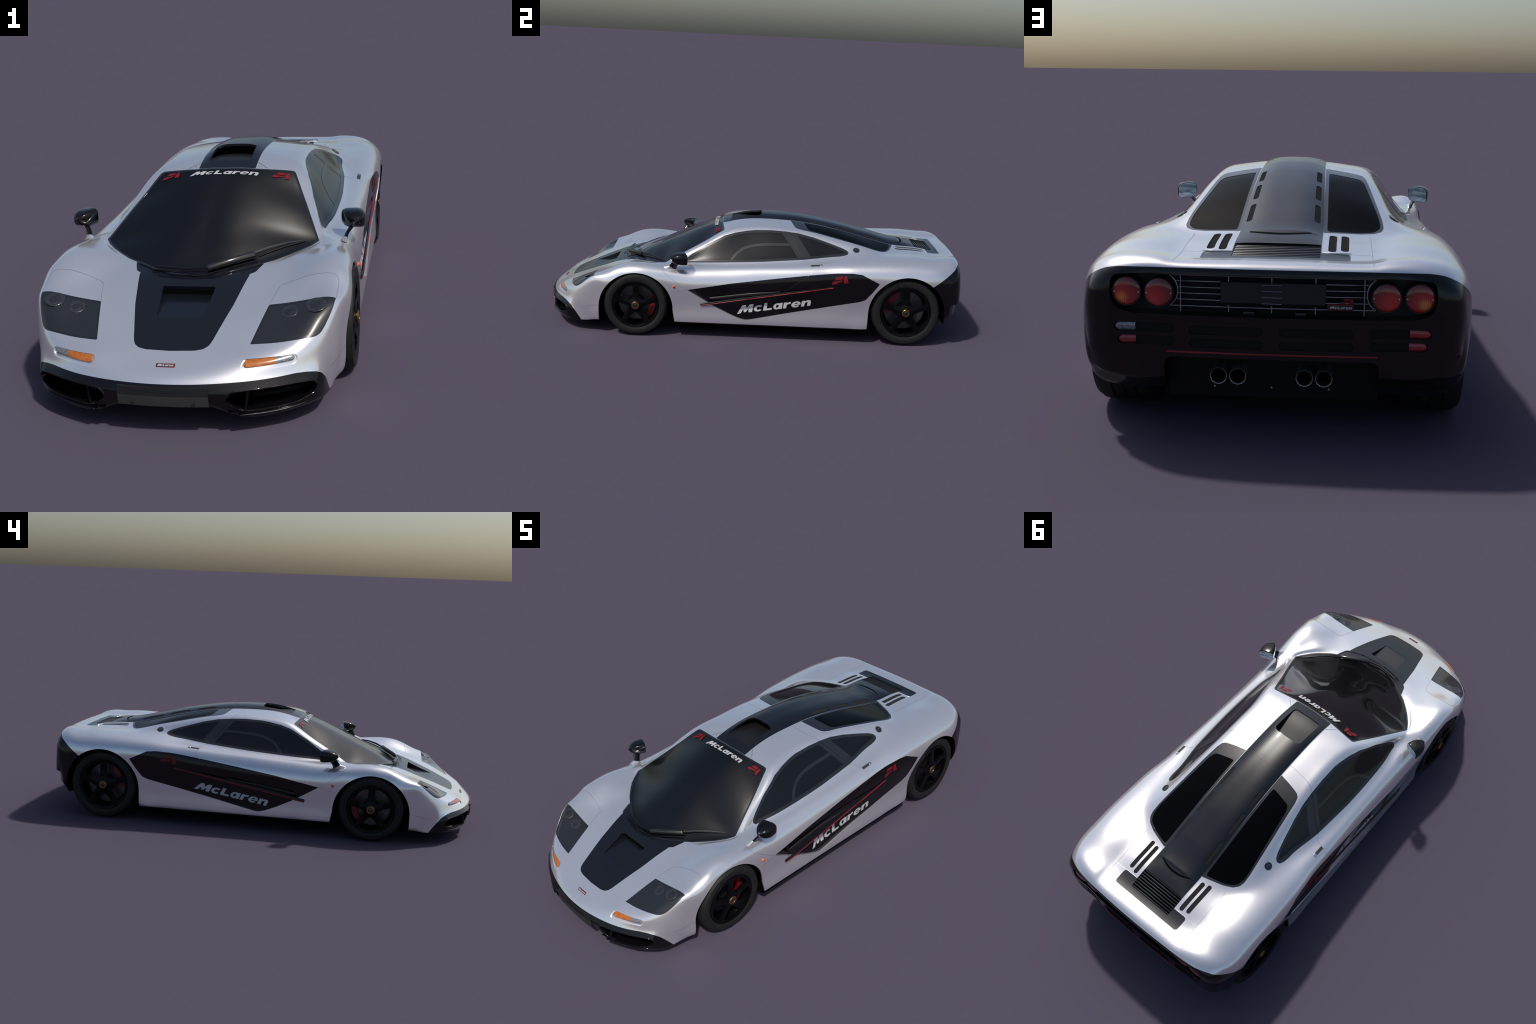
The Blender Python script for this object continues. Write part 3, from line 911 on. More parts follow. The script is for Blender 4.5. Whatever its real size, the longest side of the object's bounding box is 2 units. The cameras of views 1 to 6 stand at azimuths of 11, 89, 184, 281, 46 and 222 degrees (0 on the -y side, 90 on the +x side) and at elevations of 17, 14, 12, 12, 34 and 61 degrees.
# ------------------------------------------------------------------ wheels
def rim_skin():
    """Concave five-spoke face, unit rim radius, outward +x."""
    nr, na = 70, 360
    r = np.linspace(.0, 1.0, nr)
    a = np.linspace(0, 2 * np.pi, na, endpoint=False)
    prof = np.interp(r, [0, .16, .22, .34, .55, .75, .90, .96, 1.0], [.03, .03, .01, -.035, -.065, -.055, -.035, -.015, .0])
    R, A = np.meshgrid(r, a, indexing="ij")
    X = np.repeat(prof[:, None], na, 1)
    # spokes crown towards their centre line
    ph = np.abs(((A - math.pi / 2) / (2 * math.pi / 5) + .5) % 1.0 - .5) * 2
    X = X + .035 * (1 - ph) ** 1.5 * np.interp(R, [0, .2, .4, .85, 1], [0, .2, 1, 1, 0])
    Gr = np.stack([X, R * np.cos(A), R * np.sin(A)], -1)
    V = Gr.reshape(-1, 3)
    i, j = np.meshgrid(np.arange(nr - 1), np.arange(na), indexing="ij")
    p, q, s, t = (i * na + j).ravel(), (i * na + (j + 1) % na).ravel(), ((i + 1) * na + (j + 1) % na).ravel(), ((i + 1) * na + j).ravel()
    T = np.concatenate([np.stack([p, t, s], 1), np.stack([p, s, q], 1)])
    du = np.gradient(Gr, axis=0)
    dv = np.roll(Gr, -1, 1) - np.roll(Gr, 1, 1)
    N = np.cross(du, dv).reshape(-1, 3)
    l = np.linalg.norm(N, axis=1, keepdims=True)
    N = np.where(l > 1e-12, N / np.maximum(l, 1e-12), [1, 0, 0])
    if N[:, 0].mean() < 0:
        N = -N
    fn = np.cross(V[T[:, 1]] - V[T[:, 0]], V[T[:, 2]] - V[T[:, 0]])
    if fn[:, 0].mean() < 0:
        T = T[:, ::-1]
    sk = Skin(V, N, T)
    for k in range(5):
        c = math.radians(54 + 72 * k)
        pts = []
        for rr, half in ((.86, 26.5), (.62, 24), (.40, 15), (.33, 0), (.40, -15), (.62, -24), (.86, -26.5), (.90, -15), (.91, 0), (.90, 15)):
            pts.append((rr * math.cos(c + math.radians(half)), rr * math.sin(c + math.radians(half))))
        sk.cut(poly_sd(sk.V[:, 1:], smooth_poly(pts)), "opening")
    return sk


RIM = rim_skin()
rim_me = panel("rim", "body", None, skirt=.10, parent=False, skin=RIM)


def tyre_profile(R, rim, w):
    """(axial, radius) section, outer face at axial 0, inner at -w; tread with grooves."""
    pr = [(-.006, rim - .002), (-.001, rim + .001), (.0015, rim + .004), (.004, rim + (R - rim) * .35), (.0045, rim + (R - rim) * .55), (.002, rim + (R - rim) * .78), (-.003, R - .007), (-.009, R - .0022)]
    n = 4
    for i in range(n):
        a = -.014 - (w - .028) * i / n
        b = -.014 - (w - .028) * (i + 1) / n
        pr += [(a, R - .0006), (b + .0045, R - .0002), (b + .004, R - .0045), (b + .0005, R - .0045)] if i < n - 1 else [(a, R - .0006), (b, R - .0006)]
    pr += [(-w + .009, R - .0022), (-w + .003, R - .008), (-w - .003, rim + (R - rim) * .5), (-w, rim), (-w + .006, rim - .002)]
    return pr


def text_mesh(body, size=1.0, bold=0.0, shear=0.0, xs=1.0, spacing=1.0):
    cu = bpy.data.curves.new("lettering", "FONT")
    cu.body = body
    cu.size = size
    cu.offset = bold
    cu.shear = shear
    cu.space_character = spacing
    cu.align_x = "LEFT"
    cu.resolution_u = 6
    ob = bpy.data.objects.new("lettering_tmp", cu)
    COLL.objects.link(ob)
    bpy.context.view_layer.update()
    me = bpy.data.meshes.new_from_object(ob.evaluated_get(bpy.context.evaluated_depsgraph_get()))
    bpy.data.objects.remove(ob)
    bpy.data.curves.remove(cu)
    V = np.array([v.co[:] for v in me.vertices])
    V[:, 0] *= xs
    lo, hi = V[:, :2].min(0), V[:, :2].max(0)
    return me, V, lo, hi


def chop(me, step_x, step_y):
    """Cut a flat mesh on a grid so it can bend."""
    bm = bmesh.new()
    bm.from_mesh(me)
    co = np.array([v.co[:] for v in bm.verts])
    lo, hi = co.min(0), co.max(0)
    for ax, stp in ((0, step_x), (1, step_y)):
        k = lo[ax] + stp
        while k < hi[ax]:
            no = [0, 0, 0]
            no[ax] = 1
            pt = [0, 0, 0]
            pt[ax] = k
            bmesh.ops.bisect_plane(bm, geom=bm.verts[:] + bm.edges[:] + bm.faces[:], plane_co=pt, plane_no=no)
            k += stp
    bm.to_mesh(me)
    bm.free()
    return me


def unit_text(body, bold=.03, shear=.25, spacing=1.0):
    """Text mesh scaled to the unit box, chopped for bending."""
    me, V, lo, hi = text_mesh(body, 1.0, bold, shear, 1.0, spacing)
    V[:, :2] = (V[:, :2] - lo) / (hi - lo)
    me.vertices.foreach_set("co", V.ravel())
    return chop(me, .04, .2)


def arc_text(body, r0, r1, ang0, ang1, x):
    me = unit_text(body, .02, .15, 1.15)
    V = np.array([v.co[:] for v in me.vertices])
    a = ang0 + (ang1 - ang0) * V[:, 0]
    r = r0 + (r1 - r0) * V[:, 1]
    W = np.stack([np.full(len(V), x), r * np.cos(a), r * np.sin(a)], 1)
    me.vertices.foreach_set("co", W.ravel())
    return me


SPEC = {"front": dict(y=-.5425, R=.1475, rim=.107, w=.112, out=.428, cal=(-.80, .50)),
        "rear": dict(y=.7235, R=.1615, rim=.118, w=.140, out=.4235, cal=(2.05, 3.30))}


def caliper_mesh(r0, r1, a0, a1, x0, x1):
    n = 18
    a = np.linspace(a0, a1, n)
    V, F = [], []
    for t in a:
        for (x, r) in ((x0, r0), (x1, r0), (x1, r1), (x0, r1)):
            V.append((x, r * math.cos(t), r * math.sin(t)))
    for i in range(n - 1):
        for k in range(4):
            j = (k + 1) % 4
            F.append((i * 4 + k, i * 4 + j, i * 4 + 4 + j, i * 4 + 4 + k))
    F += [(3, 2, 1, 0), tuple(range(4 * n - 4, 4 * n))]
    me = bpy.data.meshes.new("brake_caliper")
    me.from_pydata(V, [], F)
    bm = bmesh.new()
    bm.from_mesh(me)
    bmesh.ops.recalc_face_normals(bm, faces=bm.faces)
    sharp = [e for e in bm.edges if e.calc_face_angle(0) > .6]
    bmesh.ops.bevel(bm, geom=sharp, offset=.003, segments=2, affect="EDGES")
    bm.to_mesh(me)
    bm.free()
    return smooth_angle(me, 40)


def disc_mesh(r0, r1, x):
    me = revolve("brake_disc", [(x, r0), (x, r1), (x - .006, r1), (x - .006, r0)], 90, close=True)
    return me


for axle, sp in SPEC.items():
    R, rim, w = sp["R"], sp["rim"], sp["w"]
    tyre = revolve("tyre", tyre_profile(R, rim, w), 150, deg=38)
    # sipes: shallow cross cuts in the tread
    face = rim_me.copy()
    face.transform(Matrix.Translation((.003, 0, 0)) @ Matrix.Diagonal((rim * .95, rim, rim, 1)))
    barrel = revolve("rim_barrel", [(.0, rim), (.0015, rim + .0018), (-.002, rim + .002), (-.012, rim - .003), (-.04, rim - .012), (-w, rim - .008), (-w, .02)], 96)
    nut = revolve("hub_nut", [(-.010, .0185), (.0085, .0185), (.0110, .0162), (.0110, .0115), (.0085, .0105), (.0085, 0)], 40, deg=25)
    cap = revolve("hub_cap", [(.0088, .0105), (.0102, .008), (.0107, 0)], 30)
    disc = disc_mesh(rim * .36, rim * .80, -.054)
    bell = revolve("disc_bell", [(-.040, .0), (-.040, rim * .33), (-.056, rim * .37)], 60)
    hole_dots = []  # flat dark dots laid on the disc, drawn for its drilled holes
    for i in range(36):
        for q in range(3):
            hole_dots.append((rim * (.50 + .095 * q), 2 * math.pi * (i + .33 * q) / 36))
    hv, hf = [], []
    for (rr, aa) in hole_dots:
        b = len(hv)
        for t in range(6):
            hv.append((-.0536, rr * math.cos(aa) + .0014 * math.cos(t * math.pi / 3), rr * math.sin(aa) + .0014 * math.sin(t * math.pi / 3)))
        hf.append(tuple(range(b, b + 6)))
    dot_me = bpy.data.meshes.new("disc_holes")
    dot_me.from_pydata(hv, [], hf)
    cal = caliper_mesh(rim * .60, rim * .85, sp["cal"][0], sp["cal"][1], -.066, -.034)
    texts = [arc_text("MICHELIN", rim + (R - rim) * .46, rim + (R - rim) * .72, math.pi / 2 + .42, math.pi / 2 - .42, .0050),
             arc_text("MICHELIN", rim + (R - rim) * .46, rim + (R - rim) * .72, -math.pi / 2 + .42, -math.pi / 2 - .42, .0050)]
    pieces = [("tyre", tyre, "tyre"), ("rim", face, "rim"), ("rim_barrel", barrel, "rim"), ("hub_nut", nut, "gold"), ("hub_cap", cap, "frame"),
              ("brake_disc", disc, "disc"), ("disc_bell", bell, "plastic"), ("disc_holes", dot_me, "dark"), ("brake_caliper", cal, "caliper"),
              ("tyre_lettering", texts[0], "tyretext"), ("tyre_lettering", texts[1], "tyretext")]
    for s in (1, -1):
        wheel = bpy.data.objects.new("wheel", None)
        COLL.objects.link(wheel)
        wheel.parent = ROOT
        wheel.location = (s * sp["out"], sp["y"], R)
        for nm, me, mt in pieces:
            m2 = me if s == 1 else mirror_x(me, nm)
            if nm == "tyre_lettering" and s == -1:
                # reading direction survives the mirror
                m2.transform(Matrix.Scale(-1, 4, (0, 1, 0)))
                m2.flip_normals()
            o = add(nm, m2, M[mt], wheel)
# ------------------------------------------------------------------ recesses
def hit(origin, direction):
    loc, n, i, dd = BVH.ray_cast(Vector(origin), Vector(direction).normalized())
    return (np.array(loc), np.array(n)) if loc is not None else (None, None)


def top_z(x, y):
    p, n = hit((x, y, 1.0), (0, 0, -1))
    return p[2] if p is not None else 0.3


def rear_y(x, z):
    p, n = hit((x, 1.5, z), (0, -1, 0))
    return p[1] if p is not None else .95


def nose_y(x, z):
    p, n = hit((x, -1.5, z), (0, 1, 0))
    return p[1] if p is not None else -.9


def sheet(name, fn, us, vs, mat, flip=False, parent=None, thick=0.0):
    """Grid surface from fn(u, v)."""
    V = [tuple(fn(u, v)) for u in us for v in vs]
    nu, nv = len(us), len(vs)
    F = []
    for i in range(nu - 1):
        for j in range(nv - 1):
            q = (i * nv + j, (i + 1) * nv + j, (i + 1) * nv + j + 1, i * nv + j + 1)
            F.append(q[::-1] if flip else q)
    me = bpy.data.meshes.new(name)
    me.from_pydata(V, [], F)
    me.polygons.foreach_set("use_smooth", [True] * len(F))
    return add(name, me, mat, parent)


lin = np.linspace
# roof scoop floor: flush ramp in front, dropping under the rear lip
sheet("scoop_floor", lambda u, v: (u * .072, v, top_z(.10, v) + .001 - .024 * float(smoothstep(-.125, .05, v)) + .004 * (1 - u * u)), lin(-1, 1, 13), lin(-.121, .060, 18), M["scoop"], flip=False)
sheet("scoop_wall", lambda u, v: (u * .075, .055, top_z(.10, .05) - .05 + .075 * v), lin(-1, 1, 9), lin(0, .8, 3), M["dark"])
# hood vent: ramp that deepens to the rear
def hood_ramp(u, v):
    wdt = .0605 + .0115 * (v + .796) / .112
    return (u * wdt, v, top_z(u * wdt * .98, v) - .0008 - .024 * max(0.0, (v + .796) / .112) ** 1.1)


sheet("hood_vent_floor", hood_ramp, lin(-1.03, 1.03, 13), lin(-.797, -.676, 18), M["blackpanel"])
for s in (1, -1):
    sheet("hood_vent_wall", lambda u, v: (s * (.0605 + .0115 * (u + .796) / .112), u, top_z(s * .07, u) - .0002 - v * (.026 * max(0.0, (u + .796) / .112) ** 1.1)), lin(-.796, -.684, 12), lin(0, 1, 3), M["blackpanel"])
sheet("hood_vent_mouth", lambda u, v: (u * .0725, -.6795, top_z(u * .07, -.683) - .012 - .022 * v), lin(-1, 1, 9), lin(0, 1, 3), M["dark"])  # dark plate closing the vent's rear end, in place of an opening

# engine deck louvres over a dark bay
sheet("louvre_bay", lambda u, v: (u * .102, v, top_z(.12, v) - .009), lin(-1, 1, 5), lin(.795, .890, 5), M["dark"])
for i in range(8):
    y = .803 + .0112 * i
    me = box_mesh("louvre_slat", (.197, .0050, .0020), .0007, 2)
    o = add("louvre_slat", me, M["frame"], loc=(0, y, top_z(.13, y) - .0025))
    o.rotation_euler = (math.radians(-16), 0, 0)
# dark crescent laid on the skin in place of the spine's exit mouth
def exit_patch(u, v):
    x = u * .074
    y = .7215 + .016 * (1 - u * u) + v * (.003 + .006 * (1 - abs(u) ** 3))
    return (x, y, top_z(x, y) + .0009)


sheet("spine_exit", exit_patch, lin(-1, 1, 25), lin(0, 1, 5), M["dark"])
# raised flap edges on the deck
for s in (1, -1):
    add("deck_flap_edge", box_mesh("deck_flap_edge", (.066, .0016, .004), .0005, 1), M["paint"], loc=(s * .1345, .8495, top_z(.14, .847) - .0008))

# tail-lamp recess
def recess_back(u, v):
    x = u * .352
    return (x, rear_y(min(abs(x), .33), .235) - .045, .278 + .100 * v)


sheet("lamp_recess", recess_back, lin(-1, 1, 41), lin(0, 1, 3), M["plastic"])
sheet("grille_screen", lambda u, v: (u * .2, rear_y(0, .235) - .040 - .02 * u * u * 0, .284 + .088 * v), lin(-1, 1, 9), lin(0, 1, 3), M["screen"])


def lens(r, depth, n=48):
    pr = [(-.016, r * 1.0), (-.001, r), (.0, r * .985)] + [(depth * (1 - (k / 8) ** 2), r * .965 * k / 8) for k in range(8, -1, -1)]
    return pr


for s in (1, -1):
    for (x, z, hot) in ((.312, .331, (.010, .004, -.012)), (.242, .3305, (.012, .004, -.014))):
        y = rear_y(x, .25) - .010
        lamp = bpy.data.objects.new("tail_lamp", None)
        COLL.objects.link(lamp)
        lamp.parent = ROOT
        lamp.location = (s * x, y, z)
        amber = x > .3
        nm = "amber_tail_lens" if amber else "red_tail_lens"
        ring = revolve("lamp_ring", [(-.018, .0325), (.000, .0325), (.0015, .0318), (.0012, .0305), (-.002, .0300)], 56, axis="y")
        add("lamp_ring", ring, M["plastic"], lamp)
        bowl = revolve("lamp_lens", [(-.004, .0303), (.0005, .0300), (.0030, .0270), (.0048, .0200), (.0060, .0100), (.0064, 0)], 56, axis="y")
        add("lamp_lens", bowl, lens_red(nm, (s * hot[0], .004, hot[2])), lamp)
        for q in (1, -1):
            sc = revolve("lens_screw", [(.000, .0014), (.0030, .0014), (.0034, .0008), (.0035, 0)], 10, axis="y")
            add("lens_screw", sc, M["chrome"], lamp, loc=(q * .0262, .0008, -.001))

# grille of thin bars
gy = lambda x: rear_y(x, .24) - .022
bars = bpy.data.objects.new("rear_grille", None)
COLL.objects.link(bars)
bars.parent = ROOT


def hbar(x0, x1, z, r=.0011):
    xs = lin(x0, x1, 9)
    add("grille_bar", tube("grille_bar", [(x, gy(abs(x)), z) for x in xs], r, 8), M["steel"], bars)


for z in (.3685, .3005):
    hbar(-.219, .219, z)
for z in (.3555, .342, .3285, .315):
    for s in (1, -1):
        hbar(s * .204, s * .110, z)
    add("grille_bar", tube("grille_bar", [(-.022, gy(0) + .005, z - .0035), (.021, gy(0) + .005, z - .0035)], .0009, 8), M["steel"], bars)
for s in (1, -1):
    add("grille_bar", tube("grille_bar", [(s * .196, gy(.196) + .0015, z) for z in (.288, .33, .372)], .0013, 8, up=(0, 1, 0)), M["steel"], bars)
    arc = [(s * (.2425 - .0405 * math.cos(t)), gy(.21) + .001, .3345 + .0405 * math.sin(t)) for t in lin(-.98, .98, 15)]
    add("grille_bar", tube("grille_bar", arc, .0018, 8, up=(0, 1, 0)), M["steel"], bars)
for x in (-.093, 0, .092):
    for z0, z1 in ((.357, .371), (.291, .306)):
        add("grille_bar", tube("grille_bar", [(x, gy(0) + .0015, z0), (x, gy(0) + .0015, z1)], .0013, 8, up=(0, 1, 0)), M["steel"], bars)
add("number_plate", box_mesh("number_plate", (.224, .006, .046), .001, 1), M["plastic"], loc=(-.003, gy(0) + .001, .334))
for x in (-.062, .049):
    add("plate_lamp", box_mesh("plate_lamp", (.024, .014, .010), .002, 2), M["blackpanel"], loc=(x, gy(0) - .002, .2885))
# fascia lamps at the outer slot ends
for s in (1, -1):
    for (z, x0, x1, mt) in ((.2555, .293, .336, "clear" if s == 1 else "redlens"), (.2275, .292, .329, "redlens")):
        if mt == "redlens" and "redlens" not in M:
            M["redlens"] = node_mat("red_marker_lens", (0.30, 0.012, 0.014), rough=0.15, coat=1.0, coat_rough=0.0, noise=0.3, noise_scale=160)
        xm = .5 * (x0 + x1)
        n = 28
        V, F = [], []
        for i in range(n + 1):
            x = x0 + (x1 - x0) * math.sin(math.pi / 2 * i / n)
            half = .0088 * math.sqrt(max(0.0, 1 - max(0.0, (x - (x1 - .009)) / .009) ** 2))
            for q in range(7):
                t = -1 + 2 * q / 6
                V.append((s * x, rear_y(x, z) - .0035 + .0025 * (1 - t * t), z + half * t))
        for i in range(n):
            for q in range(6):
                f = (i * 7 + q, i * 7 + q + 1, i * 7 + 8 + q, i * 7 + 7 + q)
                F.append(f if s == 1 else f[::-1])
        me = bpy.data.meshes.new("marker_lens")
        me.from_pydata(V, [], F)
        me.polygons.foreach_set("use_smooth", [True] * len(F))
        add("marker_lens", me, M[mt])
# red pin stripe across the tail
xs = lin(-.225, .225, 31)
add("tail_stripe", tube("tail_stripe", [(x, rear_y(abs(x), .2048) - .0008, .2048) for x in xs], .0022, 8), M["red"])
# exhaust bay
sheet("exhaust_screen", lambda u, v: (u * .232, .925, .082 + .118 * v), lin(-1, 1, 5), lin(0, 1, 3), M["screen"])
sheet("exhaust_bay_roof", lambda u, v: (u * .232, .92 + .06 * v, .1955), lin(-1, 1, 5), lin(0, 1, 3), M["plastic"])
for s in (1, -1):
    sheet("exhaust_bay_wall", lambda u, v: (s * .2315, .92 + .055 * u, .112 + .083 * v), lin(0, 1, 3), lin(0, 1, 3), M["plastic"])
sheet("exhaust_bay_floor", lambda u, v: (u * .34, .84 + .08 * v, .114), lin(-1, 1, 5), lin(0, 1, 3), M["dark"])
pipe = revolve("exhaust_pipe", [(-.07, .0175), (.0, .0188), (.0025, .0182), (.002, .0170), (-.004, .0162), (-.05, .0155), (-.05, 0)], 40, axis="y", deg=50)
M["pipe_in"] = node_mat("heat_tinted_steel", (0.30, 0.19, 0.08), metallic=0.9, rough=0.35, noise=0.5, noise_scale=60)
inner = revolve("exhaust_throat", [(.0005, .0168), (-.016, .0140)], 40, axis="y", deg=50)
plug = revolve("exhaust_bore", [(-.016, .0142), (-.040, .0135), (-.040, 0)], 30, axis="y", deg=50)
for x in (-.114, -.072, .072, .114):
    p = add("exhaust_pipe", pipe, M["steel"], loc=(x, .980, .149))
    add("exhaust_throat", inner, M["pipe_in"], p)
    add("exhaust_bore", plug, M["dark"], p)
for x in (-.125, 0, .125):
    add("bolt", revolve("bolt", [(0, .0022), (.002, .0022), (.0028, 0)], 12, axis="y"), M["steel"], loc=(x, .958, .117))

# ------------------------------------------------------------------ nose
M["lampring"] = node_mat("smoked_reflector", (0.026, 0.027, 0.030), rough=.3, coat=.45, coat_rough=0.0, noise=.7, noise_scale=200)
M["lampcore"] = node_mat("smoked_lens", (0.018, 0.019, 0.022), rough=.25, coat=.5, coat_rough=0.0, noise=.6, noise_scale=260)


def ridge(x):
    return nose_y(x, .115)


sheet("duct_back", lambda u, v: (u, ridge(min(abs(u), .33)) + .090, .050 + .080 * v), lin(-.368, .368, 41), lin(0, 1, 3), M["dark"])
for s in (1, -1):
    sheet("duct_floor", lambda u, v: (s * u, ridge(u) + .004 + .09 * v, .0605 + .012 * max(0, (u - .26) / .1)), lin(.155, .358, 15), lin(0, 1, 3), M["black"], flip=(s < 0))
    sheet("duct_screen", lambda u, v: (s * u, ridge(min(u, .345)) + .070, .068 + .034 * v), lin(.205, .355, 15), lin(0, 1, 3), M["screen"])
    add("duct_strut", tube("duct_strut", [(s * .203, ridge(.203) + .014, .120), (s * .199, ridge(.2) + .012, .085), (s * .194, ridge(.194) + .010, .060)], .0042, 10, squash=(1, 1.7), up=(0, 1, 0)), M["black"])
    add("duct_vane", tube("duct_vane", [(s * x, ridge(x) + .016, .1005 + .010 * (x - .2) / .15) for x in lin(.200, .358, 14)], .0022, 8, squash=(3.0, 1.0)), M["black"])
    lip = [(s * x, y - .001, z) for x, y, z in ((.180, -.9665, .0535), (.192, -.963, .055), (.243, -.9415, .054), (.300, -.913, .057), (.338, -.886, .061))]
    lp = curve_through(lip, 5)
    add("splitter_blade", tube("splitter_blade", lp, [.004] + [.0065] * (len(lp) - 2) + [.003], 10, squash=(1.3, .45)), M["black"])
    ring_pts = [(s * x, nose_y(x, z) + .0012, z) for x, z in DUCT]
    ring_pts.append(ring_pts[0])
    add("duct_lip", tube("duct_lip", ring_pts, .0026, 8, cap=False, up=(0, 1, 0)), M["black"])
    # turn indicator set into its pocket
    n = 24
    V, F, mats = [], [], []
    for i in range(n + 1):
        x = .24925 - .05875 * math.cos(math.pi * i / n)
        e = min(x - .1905, .308 - x)
        half = .0068 * math.sqrt(max(0.0, 1 - (1 - min(1, e / .009)) ** 2))
        z = .1700 + .002 * (x - .19) / .117
        for q in range(7):
            t = -1 + 2 * q / 6
            V.append((s * x, nose_y(x, z + half * t) + .0015 - .0020 * (1 - t * t), z + half * t))
    for i in range(n):
        for q in range(6):
            f = (i * 7 + q, i * 7 + 7 + q, i * 7 + 8 + q, i * 7 + q + 1)
            F.append(f if s == 1 else f[::-1])
            mats.append(0 if i < n * .55 else 1)
    me = bpy.data.meshes.new("indicator_lens")
    me.from_pydata(V, [], F)
    me.polygons.foreach_set("use_smooth", [True] * len(F))
    ob = add("indicator_lamp", me, [M["amber"], M["clear"]])
    me.polygons.foreach_set("material_index", mats)
    for x in (.197, .301):
        add("lens_screw", revolve("lens_screw", [(.001, .0015), (-.0015, .0015), (-.0022, .0008), (-.0023, 0)], 10, axis="y"), M["chrome"], ob, loc=(s * x, nose_y(x, .1700) - .0005, .1700))
    # headlamp reflectors just under the smoked cover
    for (x, y, r) in ((.283, -.777, .0215), (.348, -.768, .0265)):
        p, nrm = hit((x, y, 1), (0, 0, -1))
        nrm = nrm if nrm[2] > 0 else -nrm
        q = Vector((s * nrm[0], nrm[1], nrm[2])).to_track_quat("Z", "Y")
        lamp = bpy.data.objects.new("headlamp", None)
        COLL.objects.link(lamp)
        lamp.parent = ROOT
        lamp.location = (s * p[0], p[1], p[2])
        lamp.rotation_mode = "QUATERNION"
        lamp.rotation_quaternion = q
        for nm, pr, mt in (("headlamp_bowl", [(-.0012, r), (-.0004, r * .97), (-.0004, r * .80), (-.0010, r * .62)], "lampring"),
                           ("headlamp_lens", [(-.0010, r * .62), (-.0002, r * .50), (.0001, r * .20), (.0001, 0)], "lampcore")):
            me = revolve(nm, pr, 44, axis="z", deg=60)
            add(nm, me, M[mt], lamp)
# number-plate plinth on the nose
prof = [(.010, .131), (-.0005, .1305), (-.0015, .108), (.0015, .0805), (.006, .0785), (.022, .079)]
V, F, mi = [], [], []
xs = lin(-.113, .113, 21)
for x in xs:
    base = -.9982 + .55 * x * x
    for dy, z in prof:
        V.append((x, base + dy, z))
k = len(prof)
for i in range(len(xs) - 1):
    for j in range(k - 1):
        F.append((i * k + j, i * k + j + 1, i * k + k + j + 1, i * k + k + j))
        mi.append(1 if j >= 2 else 0)
F += [tuple(range(k)), tuple(range(len(V) - 1, len(V) - 1 - k, -1))]
mi += [0, 0]
me = bpy.data.meshes.new("plate_plinth")
me.from_pydata(V, [], F)
me.materials.append(M["plastic"])
me.materials.append(node_mat("grey_plastic", (0.030, 0.030, 0.029), rough=.6, noise=.1, noise_scale=300))
me.polygons.foreach_set("material_index", mi)
smooth_angle(me, 25)
add("plate_plinth", me, None)

# ------------------------------------------------------------------ mirrors
def mirror_housing():
    n, m = 30, 36
    V, F = [], []
    for i in range(n):
        t = i / (n - 1)                      # 0 rear rim .. 1 nose
        y = .031 - .070 * t
        sc = max(0.0, 1 - t ** 2.6) ** .55
        sc = sc if i else .97
        for j in range(m):
            a = 2 * math.pi * j / m
            c, s_ = math.cos(a), math.sin(a)
            ex = 2 / 3.6
            x = .0345 * np.sign(c) * abs(c) ** ex * sc
            z = .0270 * np.sign(s_) * abs(s_) ** ex * sc
            V.append((x + .002 * t, y + .004 * c, z + .001 * t - .003 * c))
    for i in range(n - 1):
        for j in range(m):
            q = (j + 1) % m
            F.append((i * m + j, i * m + q, (i + 1) * m + q, (i + 1) * m + j))
    F.append(tuple(range(m - 1, -1, -1)))
    me = bpy.data.meshes.new("mirror_housing")
    me.from_pydata(V, [], F)
    return smooth_angle(me, 50)


def mirror_plate():
    m = 36
    V = []
    for j in range(m):
        a = 2 * math.pi * j / m
        c, s_ = math.cos(a), math.sin(a)
        ex = 2 / 4.2
        V.append((.0320 * np.sign(c) * abs(c) ** ex, .0318 + .004 * c, .0250 * np.sign(s_) * abs(s_) ** ex - .004 * c))
    me = bpy.data.meshes.new("mirror_face")
    me.from_pydata(V, [], [tuple(range(m - 1, -1, -1))])
    return me


mh, mf = mirror_housing(), mirror_plate()
for me in (mh, mf):
    me.transform(Matrix.Rotation(math.radians(15), 4, "Z"))
stalk = tube("mirror_stalk", [(-.026, -.030, -.050), (-.020, -.022, -.035), (-.008, -.012, -.018)], [.011, .0095, .011], 12, squash=(.55, 1.7), up=(0, 1, 0))
foot = tube("mirror_foot", [(-.032, -.038, -.062), (-.028, -.033, -.053), (-.025, -.029, -.047)], [.021, .0135, .0095], 14, squash=(.6, 1.7), up=(0, 1, 0))
for s in (1, -1):
    o = bpy.data.objects.new("door_mirror", None)
    COLL.objects.link(o)
    o.parent = ROOT
    o.location = (s * .4145, -.3475, .3750)
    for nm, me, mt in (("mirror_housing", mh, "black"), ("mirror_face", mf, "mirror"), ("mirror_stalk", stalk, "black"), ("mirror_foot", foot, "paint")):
        add(nm, me if s == 1 else mirror_x(me, nm), M[mt], o)

